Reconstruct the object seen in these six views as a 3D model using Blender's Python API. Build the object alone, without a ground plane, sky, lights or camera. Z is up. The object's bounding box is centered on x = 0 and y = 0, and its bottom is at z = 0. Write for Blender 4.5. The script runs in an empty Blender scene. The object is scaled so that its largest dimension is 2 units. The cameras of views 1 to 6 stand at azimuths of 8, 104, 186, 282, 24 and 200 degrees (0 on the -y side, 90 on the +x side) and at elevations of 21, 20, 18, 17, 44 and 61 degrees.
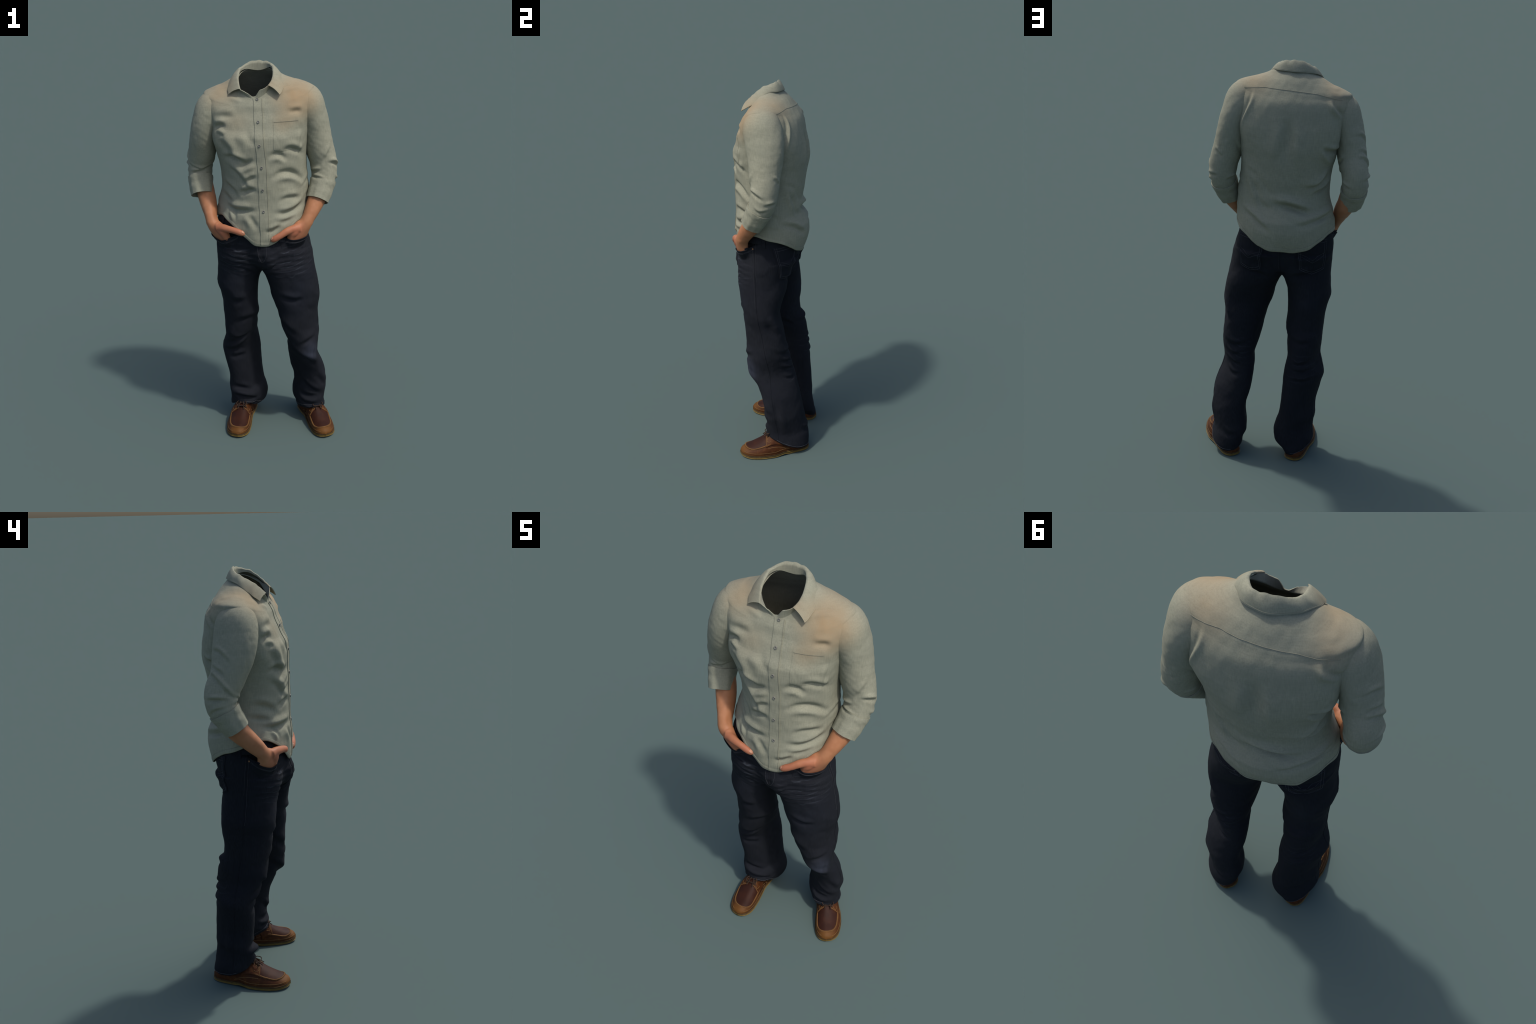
import bpy, bmesh, math, random
import numpy as np
from mathutils import Vector, Matrix
from mathutils.bvhtree import BVHTree

random.seed(7)
rng = np.random.default_rng(7)
PI = math.pi

# ------------------------------------------------------------------ helpers
def hermite(keys_t, keys_v, t):
    """Smooth, non-overshooting spline through hand-placed keys (Fritsch-Carlson)."""
    kt = np.asarray(keys_t, float); kv = np.asarray(keys_v, float)
    if kv.ndim == 1: kv = kv[:, None]; flat = True
    else: flat = False
    h = np.diff(kt)[:, None]; d = np.diff(kv, axis=0) / h
    m = np.zeros_like(kv); m[0] = d[0]; m[-1] = d[-1]
    if len(kt) > 2:
        a, b = d[:-1], d[1:]
        w1 = 2 * h[1:] + h[:-1]; w2 = h[1:] + 2 * h[:-1]
        same = a * b > 0
        with np.errstate(divide='ignore', invalid='ignore'):
            hm = (w1 + w2) / (w1 / np.where(same, a, 1) + w2 / np.where(same, b, 1))
        m[1:-1] = np.where(same, hm, 0)
    t = np.asarray(t, float); sh = t.shape
    tt = np.clip(t.ravel(), kt[0], kt[-1])
    i = np.clip(np.searchsorted(kt, tt, side='right') - 1, 0, len(kt) - 2)
    hh = h[i]; s = ((tt - kt[i]) / hh[:, 0])[:, None]
    out = ((2*s**3 - 3*s**2 + 1) * kv[i] + (s**3 - 2*s**2 + s) * hh * m[i]
           + (-2*s**3 + 3*s**2) * kv[i+1] + (s**3 - s**2) * hh * m[i+1])
    return out.reshape(sh) if flat else out.reshape(sh + (kv.shape[1],))

def catmull(keys_t, keys_v, t):
    """Catmull-Rom through keys (allows free curvature)."""
    kt = np.asarray(keys_t, float); kv = np.asarray(keys_v, float)
    m = np.gradient(kv, kt, axis=0)
    t = np.clip(np.asarray(t, float), kt[0], kt[-1])
    i = np.clip(np.searchsorted(kt, t, side='right') - 1, 0, len(kt) - 2)
    h = (kt[i+1] - kt[i])[:, None]; s = ((t - kt[i]) / h[:, 0])[:, None]
    return ((2*s**3 - 3*s**2 + 1) * kv[i] + (s**3 - 2*s**2 + s) * h * m[i]
            + (-2*s**3 + 3*s**2) * kv[i+1] + (s**3 - s**2) * h * m[i+1])

def sstep(a, b, x):
    t = np.clip((x - a) / (b - a), 0, 1); return t * t * (3 - 2 * t)

def periodic(keys_deg, keys_v, deg):
    """Smooth periodic function of an angle in degrees."""
    k = np.asarray(keys_deg, float); v = np.asarray(keys_v, float)
    k3 = np.concatenate([k - 360, k, k + 360]); v3 = np.concatenate([v, v, v])
    return hermite(k3, v3, (np.asarray(deg) + 180) % 360 - 180)

def grid_faces(nr, nc, closed=True):
    r = np.arange(nr - 1)[:, None]; c = np.arange(nc if closed else nc - 1)[None, :]
    c2 = (c + 1) % nc
    f = np.stack([r*nc + c, r*nc + c2, (r+1)*nc + c2, (r+1)*nc + c], -1)
    return f.reshape(-1, 4).tolist()

def make_mesh(name, verts, faces, mat=None, smooth=True, parent=None):
    me = bpy.data.meshes.new(name)
    me.from_pydata([tuple(v) for v in np.asarray(verts, float)], [], [tuple(f) for f in faces])
    me.validate(); me.update()
    if smooth: me.polygons.foreach_set('use_smooth', [True] * len(me.polygons))
    ob = bpy.data.objects.new(name, me)
    bpy.context.scene.collection.objects.link(ob)
    if mat: me.materials.append(mat)
    if parent: ob.parent = parent
    return ob

def apply_mods(ob):
    dg = bpy.context.evaluated_depsgraph_get()
    me = bpy.data.meshes.new_from_object(ob.evaluated_get(dg))
    old = ob.data; ob.modifiers.clear(); ob.data = me
    bpy.data.meshes.remove(old)
    return ob

def coords(ob):
    a = np.empty(len(ob.data.vertices) * 3); ob.data.vertices.foreach_get('co', a); return a.reshape(-1, 3)
def set_coords(ob, co):
    ob.data.vertices.foreach_set('co', np.asarray(co, float).ravel()); ob.data.update()
def normals(ob):
    a = np.empty(len(ob.data.vertices) * 3)
    ob.data.vertex_normals.foreach_get('vector', a); return a.reshape(-1, 3)

def grid_normals(P):
    """Normals of a (rows, cols, 3) grid closed along the columns."""
    du = np.roll(P, -1, 1) - np.roll(P, 1, 1); dv = np.gradient(P, axis=0)
    n = np.cross(du, dv); n /= np.linalg.norm(n, axis=-1, keepdims=True) + 1e-12
    return n

def poly_dist(P, pts):
    """Distance from points P to polyline pts, and the arclength fraction of the nearest point."""
    pts = np.asarray(pts, float); seg = pts[1:] - pts[:-1]; L = np.linalg.norm(seg, axis=1)
    cum = np.concatenate([[0], np.cumsum(L)]); best = np.full(len(P), 9.0); frac = np.zeros(len(P))
    for a, s, l, c in zip(pts[:-1], seg, L, cum):
        t = np.clip(((P - a) @ s) / (l*l + 1e-12), 0, 1); d = np.linalg.norm(P - a - t[:, None]*s, axis=1)
        m = d < best; best[m] = d[m]; frac[m] = (c + t[m]*l) / cum[-1]
    return best, frac

def smooth_line(pts, n=14):
    pts = np.asarray(pts, float)
    return catmull(np.arange(len(pts)), pts, np.linspace(0, len(pts) - 1, n))

def fold_offset(P, folds):
    """Sum of cloth folds: each is a ridge line (amp, width) with a valley beside it."""
    out = np.zeros(len(P))
    for pts, amp, w, side, vamp in folds:
        line = smooth_line(pts); lo = line.min(0) - 5*w - .03; hi = line.max(0) + 5*w + .03
        m = np.all((P > lo) & (P < hi), axis=1)
        if not m.any(): continue
        Q = P[m]
        d, f = poly_dist(Q, line); e = sstep(-.02, .45, f) * (1 - sstep(.6, 1.02, f)); e = .04 + .96*e
        v = amp * e * np.exp(-(d / w)**2)
        if vamp:
            d2, f2 = poly_dist(Q, line + np.asarray(side, float) * w * 1.35)
            e2 = .04 + .96 * sstep(-.02, .45, f2) * (1 - sstep(.6, 1.02, f2))
            v -= vamp * e2 * np.exp(-(d2 / (w * .85))**2)
        out[m] += v
    return out

def lumps(P, scale, seed, octaves=3):
    """Cheap smooth noise: sums of randomly oriented sines."""
    r = np.random.default_rng(seed); out = np.zeros(len(P)); amp = 1.0; tot = 0
    for o in range(octaves):
        for _ in range(5):
            k = r.normal(size=3); k /= np.linalg.norm(k); k *= 2*PI/scale * (1.9**o) * r.uniform(.7, 1.3)
            out += amp * np.sin(P @ k + r.uniform(0, 6.28)) / 5
        tot += amp; amp *= .5
    return out / tot

def tube(name, pts, radius, mat, parent, sides=6, closed=False, taper=None):
    pts = np.asarray(pts, float); n = len(pts)
    T = np.gradient(pts, axis=0)
    if closed: T = np.roll(pts, -1, 0) - np.roll(pts, 1, 0)
    T /= np.linalg.norm(T, axis=1, keepdims=True) + 1e-12
    ref = np.array([.31, .2, .93]); V = []
    rad = np.full(n, radius) if taper is None else radius * np.asarray(taper)
    for p, t, r in zip(pts, T, rad):
        a = np.cross(t, ref); a /= np.linalg.norm(a); b = np.cross(t, a)
        V += [p + r*(math.cos(q)*a + math.sin(q)*b) for q in np.arange(sides)*2*PI/sides]
    F = grid_faces(n, sides)
    if closed: F += [( (n-1)*sides+i, (n-1)*sides+(i+1) % sides, (i+1) % sides, i) for i in range(sides)]
    else: F += [tuple(range(sides))[::-1], tuple(range((n-1)*sides, n*sides))]
    return make_mesh(name, V, F, mat, True, parent)

def solidify(ob, th, offset=-1):
    m = ob.modifiers.new('thick', 'SOLIDIFY'); m.thickness = th; m.offset = offset
    return apply_mods(ob)

def bvh_of(*obs):
    V, F = [], []
    for ob in obs:
        b = len(V); V += [tuple(v.co) for v in ob.data.vertices]
        F += [tuple(b + i for i in p.vertices) for p in ob.data.polygons]
    return BVHTree.FromPolygons(V, F)

def drop(bvh, p, d, lift):
    """Project p along direction d on the surface; stand off by lift along the normal."""
    h = bvh.ray_cast(Vector(p), Vector(d).normalized())
    if h[0] is None:
        h = bvh.find_nearest(Vector(p))
    n = h[1] if h[1].dot(Vector(d)) < 0 else -h[1]
    return np.array(h[0] + n * lift)

def patch(name, bvh, outline, d, start, lift, th, mat, parent, nu=40, nv=40):
    """Sheet of cloth or leather laid on a surface. outline(u, v) -> 3D point, projected along d."""
    V = []
    for j in range(nv + 1):
        for i in range(nu + 1):
            p = np.array(outline(i / nu, j / nv)) - np.array(d) * start
            V.append(drop(bvh, p, d, lift))
    V = np.array(V).reshape(nv+1, nu+1, 3)
    for _ in range(2):   # relax
        V[1:-1, 1:-1] = .5*V[1:-1, 1:-1] + .125*(V[2:, 1:-1] + V[:-2, 1:-1] + V[1:-1, 2:] + V[1:-1, :-2])
    F = grid_faces(nv+1, nu+1, False)
    n = np.cross(V[0, 1] - V[0, 0], V[1, 0] - V[0, 0])
    if n @ np.array(d) > 0: F = [f[::-1] for f in F]
    ob = make_mesh(name, V.reshape(-1, 3), F, mat, True, parent)
    solidify(ob, th, -1)
    return ob

def shade_angle(ob, deg=40):
    ob.data.polygons.foreach_set('use_smooth', [True]*len(ob.data.polygons))
    me = ob.data; bm = bmesh.new(); bm.from_mesh(me)
    for e in bm.edges:
        if len(e.link_faces) == 2: e.smooth = e.calc_face_angle(0) < math.radians(deg)
    bm.to_mesh(me); bm.free()

def split_regions(ob, label_fn, names, mats, parents):
    """Cut one smooth body into named parts whose borders coincide and whose normals stay those of the whole."""
    co = coords(ob); no = normals(ob)
    polys = [tuple(p.vertices) for p in ob.data.polygons]
    cen = np.array([co[list(p)].mean(0) for p in polys]); lab = label_fn(cen)
    out = []
    for k, nm in enumerate(names):
        idx = np.where(lab == k)[0]
        if len(idx) == 0: out.append(None); continue
        used = np.unique(np.concatenate([polys[i] for i in idx])); mp = {int(v): i for i, v in enumerate(used)}
        o = make_mesh(nm, co[used], [tuple(mp[v] for v in polys[i]) for i in idx], mats[k], True, None)
        o.data.normals_split_custom_set_from_vertices([tuple(n) for n in no[used]])
        out.append(o)
    bpy.data.objects.remove(ob, do_unlink=True)
    for o, p in zip(out, parents):
        if o is not None and p is not None: o.parent = p if not isinstance(p, int) else out[p]
    return out

def remesh(ob, voxel, smooth_it=4, fac=.5):
    m = ob.modifiers.new('r', 'REMESH'); m.mode = 'VOXEL'; m.voxel_size = voxel; m.use_smooth_shade = True
    if smooth_it:
        s = ob.modifiers.new('s', 'SMOOTH'); s.iterations = smooth_it; s.factor = fac
    return apply_mods(ob)

def join(name, obs):
    V, F = [], []
    for o in obs:
        b = len(V); V += [tuple(v.co) for v in o.data.vertices]
        F += [tuple(b+i for i in p.vertices) for p in o.data.polygons]
    for o in obs: bpy.data.objects.remove(o, do_unlink=True)
    return make_mesh(name, V, F)

# ------------------------------------------------------------------ materials
class Nodes:
    def __init__(s, name, rough=.8):
        s.m = bpy.data.materials.new(name); s.m.use_nodes = True
        s.t = s.m.node_tree; s.n = s.t.nodes; s.l = s.t.links
        s.bsdf = s.n['Principled BSDF']; s.bsdf.inputs['Roughness'].default_value = rough
        s.bsdf.inputs['Specular IOR Level'].default_value = .25
        s.obj = s.n.new('ShaderNodeTexCoord').outputs['Object']
    def link(s, a, b): s.l.new(a, b)
    def math(s, op, a, b=None, clamp=False):
        n = s.n.new('ShaderNodeMath'); n.operation = op; n.use_clamp = clamp
        for i, v in enumerate((a, b)):
            if v is None: continue
            if hasattr(v, 'links'): s.link(v, n.inputs[i])
            else: n.inputs[i].default_value = v
        return n.outputs[0]
    def noise(s, scale=(1, 1, 1), size=1.0, detail=3, rough=.5, vec=None, distortion=0):
        mp = s.n.new('ShaderNodeMapping'); mp.inputs['Scale'].default_value = scale
        s.link(vec or s.obj, mp.inputs[0])
        n = s.n.new('ShaderNodeTexNoise'); n.inputs['Scale'].default_value = size
        n.inputs['Detail'].default_value = detail; n.inputs['Roughness'].default_value = rough
        n.inputs['Distortion'].default_value = distortion
        s.link(mp.outputs[0], n.inputs['Vector']); return n.outputs[0]
    def ramp(s, f, stops):
        r = s.n.new('ShaderNodeValToRGB'); e = r.color_ramp.elements
        while len(e) < len(stops): e.new(.5)
        for k, (p, c) in zip(e, stops):
            k.position = p; k.color = (*c, 1) if hasattr(c, '__len__') else (c, c, c, 1)
        s.link(f, r.inputs[0]); return r.outputs[0]
    def mix(s, f, a, b, mode='MIX'):
        n = s.n.new('ShaderNodeMix'); n.data_type = 'RGBA'; n.blend_type = mode
        for i, v in zip((0, 6, 7), (f, a, b)):
            if hasattr(v, 'links'): s.link(v, n.inputs[i])
            elif hasattr(v, '__len__'): n.inputs[i].default_value = (*v, 1)
            else: n.inputs[i].default_value = v
        return n.outputs[2]
    def ball(s, c, r, soft=1.0, squash=(1, 1, 1)):
        """1 inside a soft ball around point c, 0 outside."""
        v = s.n.new('ShaderNodeVectorMath'); v.operation = 'SUBTRACT'; s.link(s.obj, v.inputs[0]); v.inputs[1].default_value = c
        q = s.n.new('ShaderNodeVectorMath'); q.operation = 'MULTIPLY'; s.link(v.outputs[0], q.inputs[0]); q.inputs[1].default_value = squash
        d = s.n.new('ShaderNodeVectorMath'); d.operation = 'LENGTH'; s.link(q.outputs[0], d.inputs[0])
        m = s.n.new('ShaderNodeMapRange'); m.interpolation_type = 'SMOOTHSTEP'
        m.inputs[1].default_value = r; m.inputs[2].default_value = r * (1 - soft); m.inputs[3].default_value = 0; m.inputs[4].default_value = 1
        s.link(d.outputs['Value'], m.inputs[0]); return m.outputs[0]
    def xyz(s):
        n = s.n.new('ShaderNodeSeparateXYZ'); s.link(s.obj, n.inputs[0]); return n.outputs
    def bump(s, h, strength=.2, dist=.002):
        b = s.n.new('ShaderNodeBump'); b.inputs['Strength'].default_value = strength; b.inputs['Distance'].default_value = dist
        s.link(h, b.inputs['Height']); s.link(b.outputs[0], s.bsdf.inputs['Normal'])
    def done(s, col):
        if hasattr(col, 'links'): s.link(col, s.bsdf.inputs['Base Color'])
        else: s.bsdf.inputs['Base Color'].default_value = (*col, 1)
        return s.m

def shirt_material(name, base=(.258, .258, .194), warm=True):
    k = Nodes(name, .9)
    k.bsdf.inputs['Specular IOR Level'].default_value = .15
    slub_v = k.noise((260, 260, 26), 1, 3, .6)       # vertical yarn slubs
    slub_h = k.noise((34, 34, 330), 1, 3, .6)        # horizontal yarn slubs
    blot = k.noise((1, 1, 1), 9, 3, .55)
    w = k.math('ADD', k.math('MULTIPLY', slub_v, .6), k.math('MULTIPLY', slub_h, .4))
    col = k.mix(k.ramp(w, [(.38, 0), (.62, 1)]), tuple(c*.86 for c in base), tuple(c*1.10 for c in base))
    col = k.mix(k.ramp(blot, [(.35, 0), (.7, .5)]), col, tuple(c*f for c, f in zip(base, (.93, .95, .98))))
    if warm:   # tan tint on the shoulders and the upper back
        wv = k.noise((1, 1, 1), 14, 4, .6)
        for c, r, a in (((.19, -.08, 1.85), .17, 1.0), ((-.18, -.05, 1.87), .14, .6), ((.17, .08, 1.90), .14, .45),
                        ((-.20, .07, 1.86), .12, .4), ((-.10, -.16, 1.74), .11, .22), ((.06, -.10, 1.92), .06, .4), ((.13,-.15,1.74),.08,.4)):
            f = k.math('MULTIPLY', k.ball(c, r), k.math('MULTIPLY', k.ramp(wv, [(.2, .6), (.7, 1)]), a))
            col = k.mix(f, col, (.315, .220, .123))
    k.bump(w, .25, .0015)
    return k.done(col)

def denim_material(name, base=(.0115, .0130, .0168), whiskers=True):
    k = Nodes(name, .9)
    k.bsdf.inputs['Specular IOR Level'].default_value = .12
    warp = k.noise((420, 420, 22), 1, 3, .65)
    blot = k.noise((1, 1, 1), 7, 3, .5)
    col = k.mix(k.ramp(warp, [(.35, 0), (.68, 1)]), tuple(c*.72 for c in base), tuple(c*1.35 for c in base))
    col = k.mix(k.ramp(blot, [(.4, 0), (.72, .6)]), col, tuple(c*f for c, f in zip(base, (.8, .8, .9))))
    if whiskers:
        x, y, z = k.xyz()
        wob = k.noise((1, 1, 1), 11, 2, .5)
        zz = k.math('ADD', z, k.math('MULTIPLY', wob, .05))
        zz = k.math('ADD', zz, k.math('MULTIPLY', k.math('POWER', k.math('ABSOLUTE', k.math('SUBTRACT', k.math('ABSOLUTE', x), .12)), 2.0), -2.2))
        saw = k.math('FRACT', k.math('MULTIPLY', zz, 1/.027))
        tri = k.math('ABSOLUTE', k.math('SUBTRACT', saw, .5))
        line = k.ramp(tri, [(.36, 0), (.47, 1)])
        patchy = k.ramp(k.noise((1, 1, 1), 22, 2, .5), [(.4, .15), (.62, 1)])
        line = k.math('MULTIPLY', line, patchy)
        m = 0
        for c, r, a, sq in (((-.13, -.17, 1.03), .16, .8, (1.1, .9, 1.1)), ((.16, -.16, 1.02), .16, .8, (1, .9, 1.1)),
                            ((-.12, .15, .50), .14, .28, (1, 1.2, 1.1)), ((.21, .12, .54), .14, .28, (1, 1.2, 1.1))):
            m = k.math('MAXIMUM', m, k.math('MULTIPLY', k.ball(c, r, .8, sq), a)) if m else k.math('MULTIPLY', k.ball(c, r, .8, sq), a)
        col = k.mix(k.math('MULTIPLY', line, m), col, (.042, .048, .060))
        # paler patches on thighs, knees and the seat
        pale_grain = k.noise((60, 60, 12), 1, 3, .6)
        for c, r, a, sq in (((.20, -.15, .86), .20, .40, (1.5, 1, .8)), ((-.13, -.16, .92), .17, .30, (1.6, 1, .9)),
                            ((.265, -.10, .49), .085, .8, (1.2, 1, .9)), ((.185, -.18, 1.06), .03, .8, (2, 1, .6)), ((0, .15, 1.04), .13, .35, (1, 1, 1)),
                            ((-.13, .12, .83), .16, .3, (1.5, 1, .9))):
            col = k.mix(k.math('MULTIPLY', k.math('MULTIPLY', k.ball(c, r, 1, sq), k.ramp(pale_grain, [(.25, .4), (.7, 1)])), a), col, (.021, .025, .037) if r > .09 else (.045, .052, .075))
    k.bump(warp, .25, .0012)
    return k.done(col)

def skin_material():
    k = Nodes('skin', .55)
    k.bsdf.inputs['Subsurface Weight'].default_value = .12
    k.bsdf.inputs['Subsurface Radius'].default_value = (.02, .008, .004)
    k.bsdf.inputs['Subsurface Scale'].default_value = .4
    a = k.noise((1, 1, 1), 30, 3, .5); b = k.noise((1, 1, 1), 300, 2, .6)
    col = k.mix(k.ramp(a, [(.3, 0), (.7, 1)]), (.34, .145, .068), (.40, .18, .09))
    for c in ((-.10, -.18, 1.19), (.10, -.19, 1.17), (-.19, -.17, 1.18), (.19, -.17, 1.19)):   # redder hands and thumbs
        col = k.mix(k.math('MULTIPLY', k.ball(c, .085), .75), col, (.36, .12, .07))
    k.bump(b, .15, .001)
    return k.done(col)

def leather_material(name, c1, c2, worn, rough=.6, toes=False):
    k = Nodes(name, rough)
    k.bsdf.inputs['Specular IOR Level'].default_value = .15
    a = k.noise((1, 1, 1), 18, 4, .6); b = k.noise((1, 1, 1), 160, 3, .6); w = k.noise((1, 1, 1), 42, 4, .65)
    col = k.mix(k.ramp(a, [(.3, 0), (.68, 1)]), c1, c2)
    col = k.mix(k.ramp(w, [(.5, 0), (.72, .75)]), col, worn)
    if toes:   # pale, scuffed toes
        for c in ((-.132, -.195, .03), (.347, -.145, .03)): col = k.mix(k.math('MULTIPLY', k.ball(c, .085, 1, (.8, 1, 1)), k.ramp(a, [(.3, .5), (.7, 1)])), col, (.115, .050, .0105))
    k.bump(b, .25, .0015)
    return k.done(col)

def plain(name, c, rough=.7, var=.15):
    k = Nodes(name, rough)
    n = k.noise((1, 1, 1), 60, 3, .6)
    return k.done(k.mix(k.ramp(n, [(.3, 0), (.7, 1)]), tuple(q*(1-var) for q in c), tuple(q*(1+var) for q in c)))

M_SHIRT = shirt_material('washed_linen_shirt')
M_SHIRT_IN = shirt_material('shirt_inside', (.24, .24, .19), False)
M_DENIM = denim_material('dark_denim')
M_DENIM2 = denim_material('dark_denim_pocket', (.0108, .0124, .0163), True)
M_SKIN = skin_material()
M_NAIL = plain('nail', (.45, .23, .15), .35, .05)
M_STITCH = plain('denim_stitch', (.050, .053, .062), .8, .35)
M_SHIRT_STITCH = plain('shirt_stitch', (.22, .215, .165), .9, .1)
M_LEATHER = leather_material('brown_leather', (.038, .0112, .0034), (.066, .0205, .0050), (.105, .040, .0085), .6, True)
M_APRON = leather_material('apron_leather', (.021, .0062, .0033), (.031, .0090, .0042), (.041, .0132, .0052), .6)
M_TOE = leather_material('worn_tan_leather', (.085, .036, .011), (.125, .055, .016), (.15, .07, .022))
M_SOLE = plain('gum_sole', (.125, .083, .018), .6, .2)
M_SOLE_EDGE = plain('sole_edge', (.055, .03, .010), .7, .25)
M_LACE = plain('lace', (.030, .017, .011), .8, .2)
M_SHOE_STITCH = plain('tan_thread', (.17, .095, .033), .7, .2)
M_BUTTON = plain('button', (.165, .165, .145), .4, .1)
M_BUTTON_DARK = plain('button_hole', (.05, .05, .045), .7, .1)
M_RIVET = plain('rivet', (.25, .13, .06), .4, .1)

man = bpy.data.objects.new('headless_man', None)
bpy.context.scene.collection.objects.link(man)
man['label'] = 'headless standing man in grey shirt, dark jeans, brown shoes'
man['category'] = 'man'

# ------------------------------------------------------------------ shirt torso
#            z      x right   x left   y front  y back
TORSO = [(1.08, -.205, .212, -.180, .150),
         (1.12, -.216, .224, -.190, .168),
         (1.165, -.226, .235, -.197, .184),
         (1.21, -.232, .241, -.197, .193),
         (1.25, -.234, .245, -.197, .193),
         (1.28, -.229, .246, -.194, .183),
         (1.33, -.217, .246, -.188, .167),
         (1.39, -.205, .244, -.188, .166),
         (1.45, -.204, .236, -.187, .176),
         (1.51, -.209, .232, -.186, .184),
         (1.555, -.220, .233, -.184, .190),
         (1.614, -.230, .238, -.186, .197),
         (1.66, -.236, .242, -.183, .196),
         (1.70, -.241, .246, -.164, .192)]
# rings that tilt up over the shoulders: t, xR, zR, xL, zL, yF, zF, yB, zB, roundness
YOKE = [(0.00, -.241, 1.700, .246, 1.700, -.164, 1.700, .192, 1.700, 2.7),
        (0.16, -.261, 1.765, .260, 1.775, -.146, 1.745, .183, 1.765, 2.8),
        (0.28, -.277, 1.815, .272, 1.838, -.130, 1.780, .170, 1.812, 2.7),
        (0.38, -.277, 1.849, .268, 1.881, -.124, 1.803, .150, 1.848, 2.3),
        (0.50, -.236, 1.876, .229, 1.904, -.116, 1.818, .128, 1.882, 2.2),
        (0.63, -.186, 1.895, .176, 1.918, -.110, 1.829, .106, 1.912, 2.1),
        (0.76, -.146, 1.916, .124, 1.936, -.106, 1.837, .084, 1.936, 2.05),
        (0.86, -.120, 1.932, .100, 1.950, -.104, 1.842, .072, 1.950, 2.0)]
# the cut neckline, clockwise from the front notch: angle, x, y, z
NECK = [(0, -.010, -.100, 1.852), (14, .014, -.106, 1.880), (38, .060, -.098, 1.905), (75, .078, -.045, 1.948),
        (115, .068, .005, 1.978), (150, .040, .043, 1.988), (180, -.005, .052, 1.990), (-150, -.056, .042, 1.984),
        (-115, -.092, .008, 1.964), (-78, -.099, -.045, 1.938), (-42, -.084, -.100, 1.889), (-18, -.045, -.106, 1.868)]
HEM = ([-180, -165, -150, -130, -110, -90, -72, -55, -33, -17, -3, 10, 20, 34, 52, 70, 90, 115, 135, 150, 165],
       [1.110, 1.108, 1.122, 1.158, 1.190, 1.212, 1.236, 1.250, 1.212, 1.160, 1.122, 1.118, 1.132, 1.168, 1.232, 1.240, 1.222, 1.198, 1.158, 1.128, 1.114])

NC, NR1, NR2 = 384, 150, 110
alpha = np.arange(NC) * 360 / NC - 180
ar = np.radians(alpha); S, Cc = np.sin(ar), np.cos(ar)
def superell(S, C, n):
    r = (np.abs(S)**n + np.abs(C)**n)**(-1/n); return S*r, C*r
kz = [r[0] for r in TORSO]; kv = np.array([r[1:] for r in TORSO])
hem = periodic(*HEM, alpha)
P = np.zeros((NR1 + NR2, NC, 3))
for j in range(NR1):
    v = j / NR1
    z = hem + (1.70 - hem) * v
    q = hermite(kz, kv, z)
    n = np.where(Cc > 0, np.interp(z, [1.2, 1.45, 1.6, 1.7], [2.0, 2.0, 2.3, 2.7]) - np.where(S < 0, np.interp(z, [1.2, 1.3, 1.5, 1.65], [.1, .24, .2, 0]), 0), np.interp(z, [1.15, 1.25, 1.42, 1.5, 1.6, 1.7], [2.0, 1.85, 1.85, 2.0, 2.35, 2.55]))
    sx, cx = superell(S, Cc, n)
    mx, my = (q[:, 0] + q[:, 1]) / 2, np.full(NC, .01)
    hw = np.where(S > 0, q[:, 1] - mx, mx - q[:, 0])
    hd = np.where(Cc > 0, my - q[:, 2], q[:, 3] - my)
    P[j] = np.stack([mx + sx*hw, my - cx*hd, z], -1)
yt = [r[0] for r in YOKE]; yv = np.array([r[1:] for r in YOKE])
neck_t = np.array([k[0] for k in NECK]); order = np.argsort(neck_t)
neck_P = np.stack([periodic(neck_t[order], np.array([k[i] for k in NECK])[order], alpha) for i in (1, 2, 3)], -1)
def yoke_ring(t):
    q = hermite(yt, yv, np.array([t]))[0]
    xR, zR, xL, zL, yF, zF, yB, zB, n = q
    sx, cx = superell(S, Cc, np.where(Cc > 0, n, 2.55 - .7*min(1, t/.35)))
    mx = (xR + xL)/2; my = .01 + (.0) * t
    hw = np.where(S > 0, xL - mx, mx - xR); hd = np.where(Cc > 0, my - yF, yB - my)
    w = S*S; side = np.where(S > 0, zL, zR); fb = np.where(Cc > 0, zF, zB)
    return np.stack([mx + sx*hw, my - cx*hd, fb*(1-w) + side*w], -1)
base86 = yoke_ring(.86)
for j in range(NR2):
    t = j / (NR2 - 1)
    if t <= .86: P[NR1 + j] = yoke_ring(t)
    else:
        u = (t - .86) / .14; e = u
        P[NR1 + j] = base86*(1-e) + neck_P*e
flat = P.reshape(-1, 3)
N = grid_normals(P).reshape(-1, 3)
cen = np.array([0, .01, 0]); sgn = np.sign(((flat - cen) * N)[:, :2].sum(1)[NC*20:NC*120].mean()); N *= sgn

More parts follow.
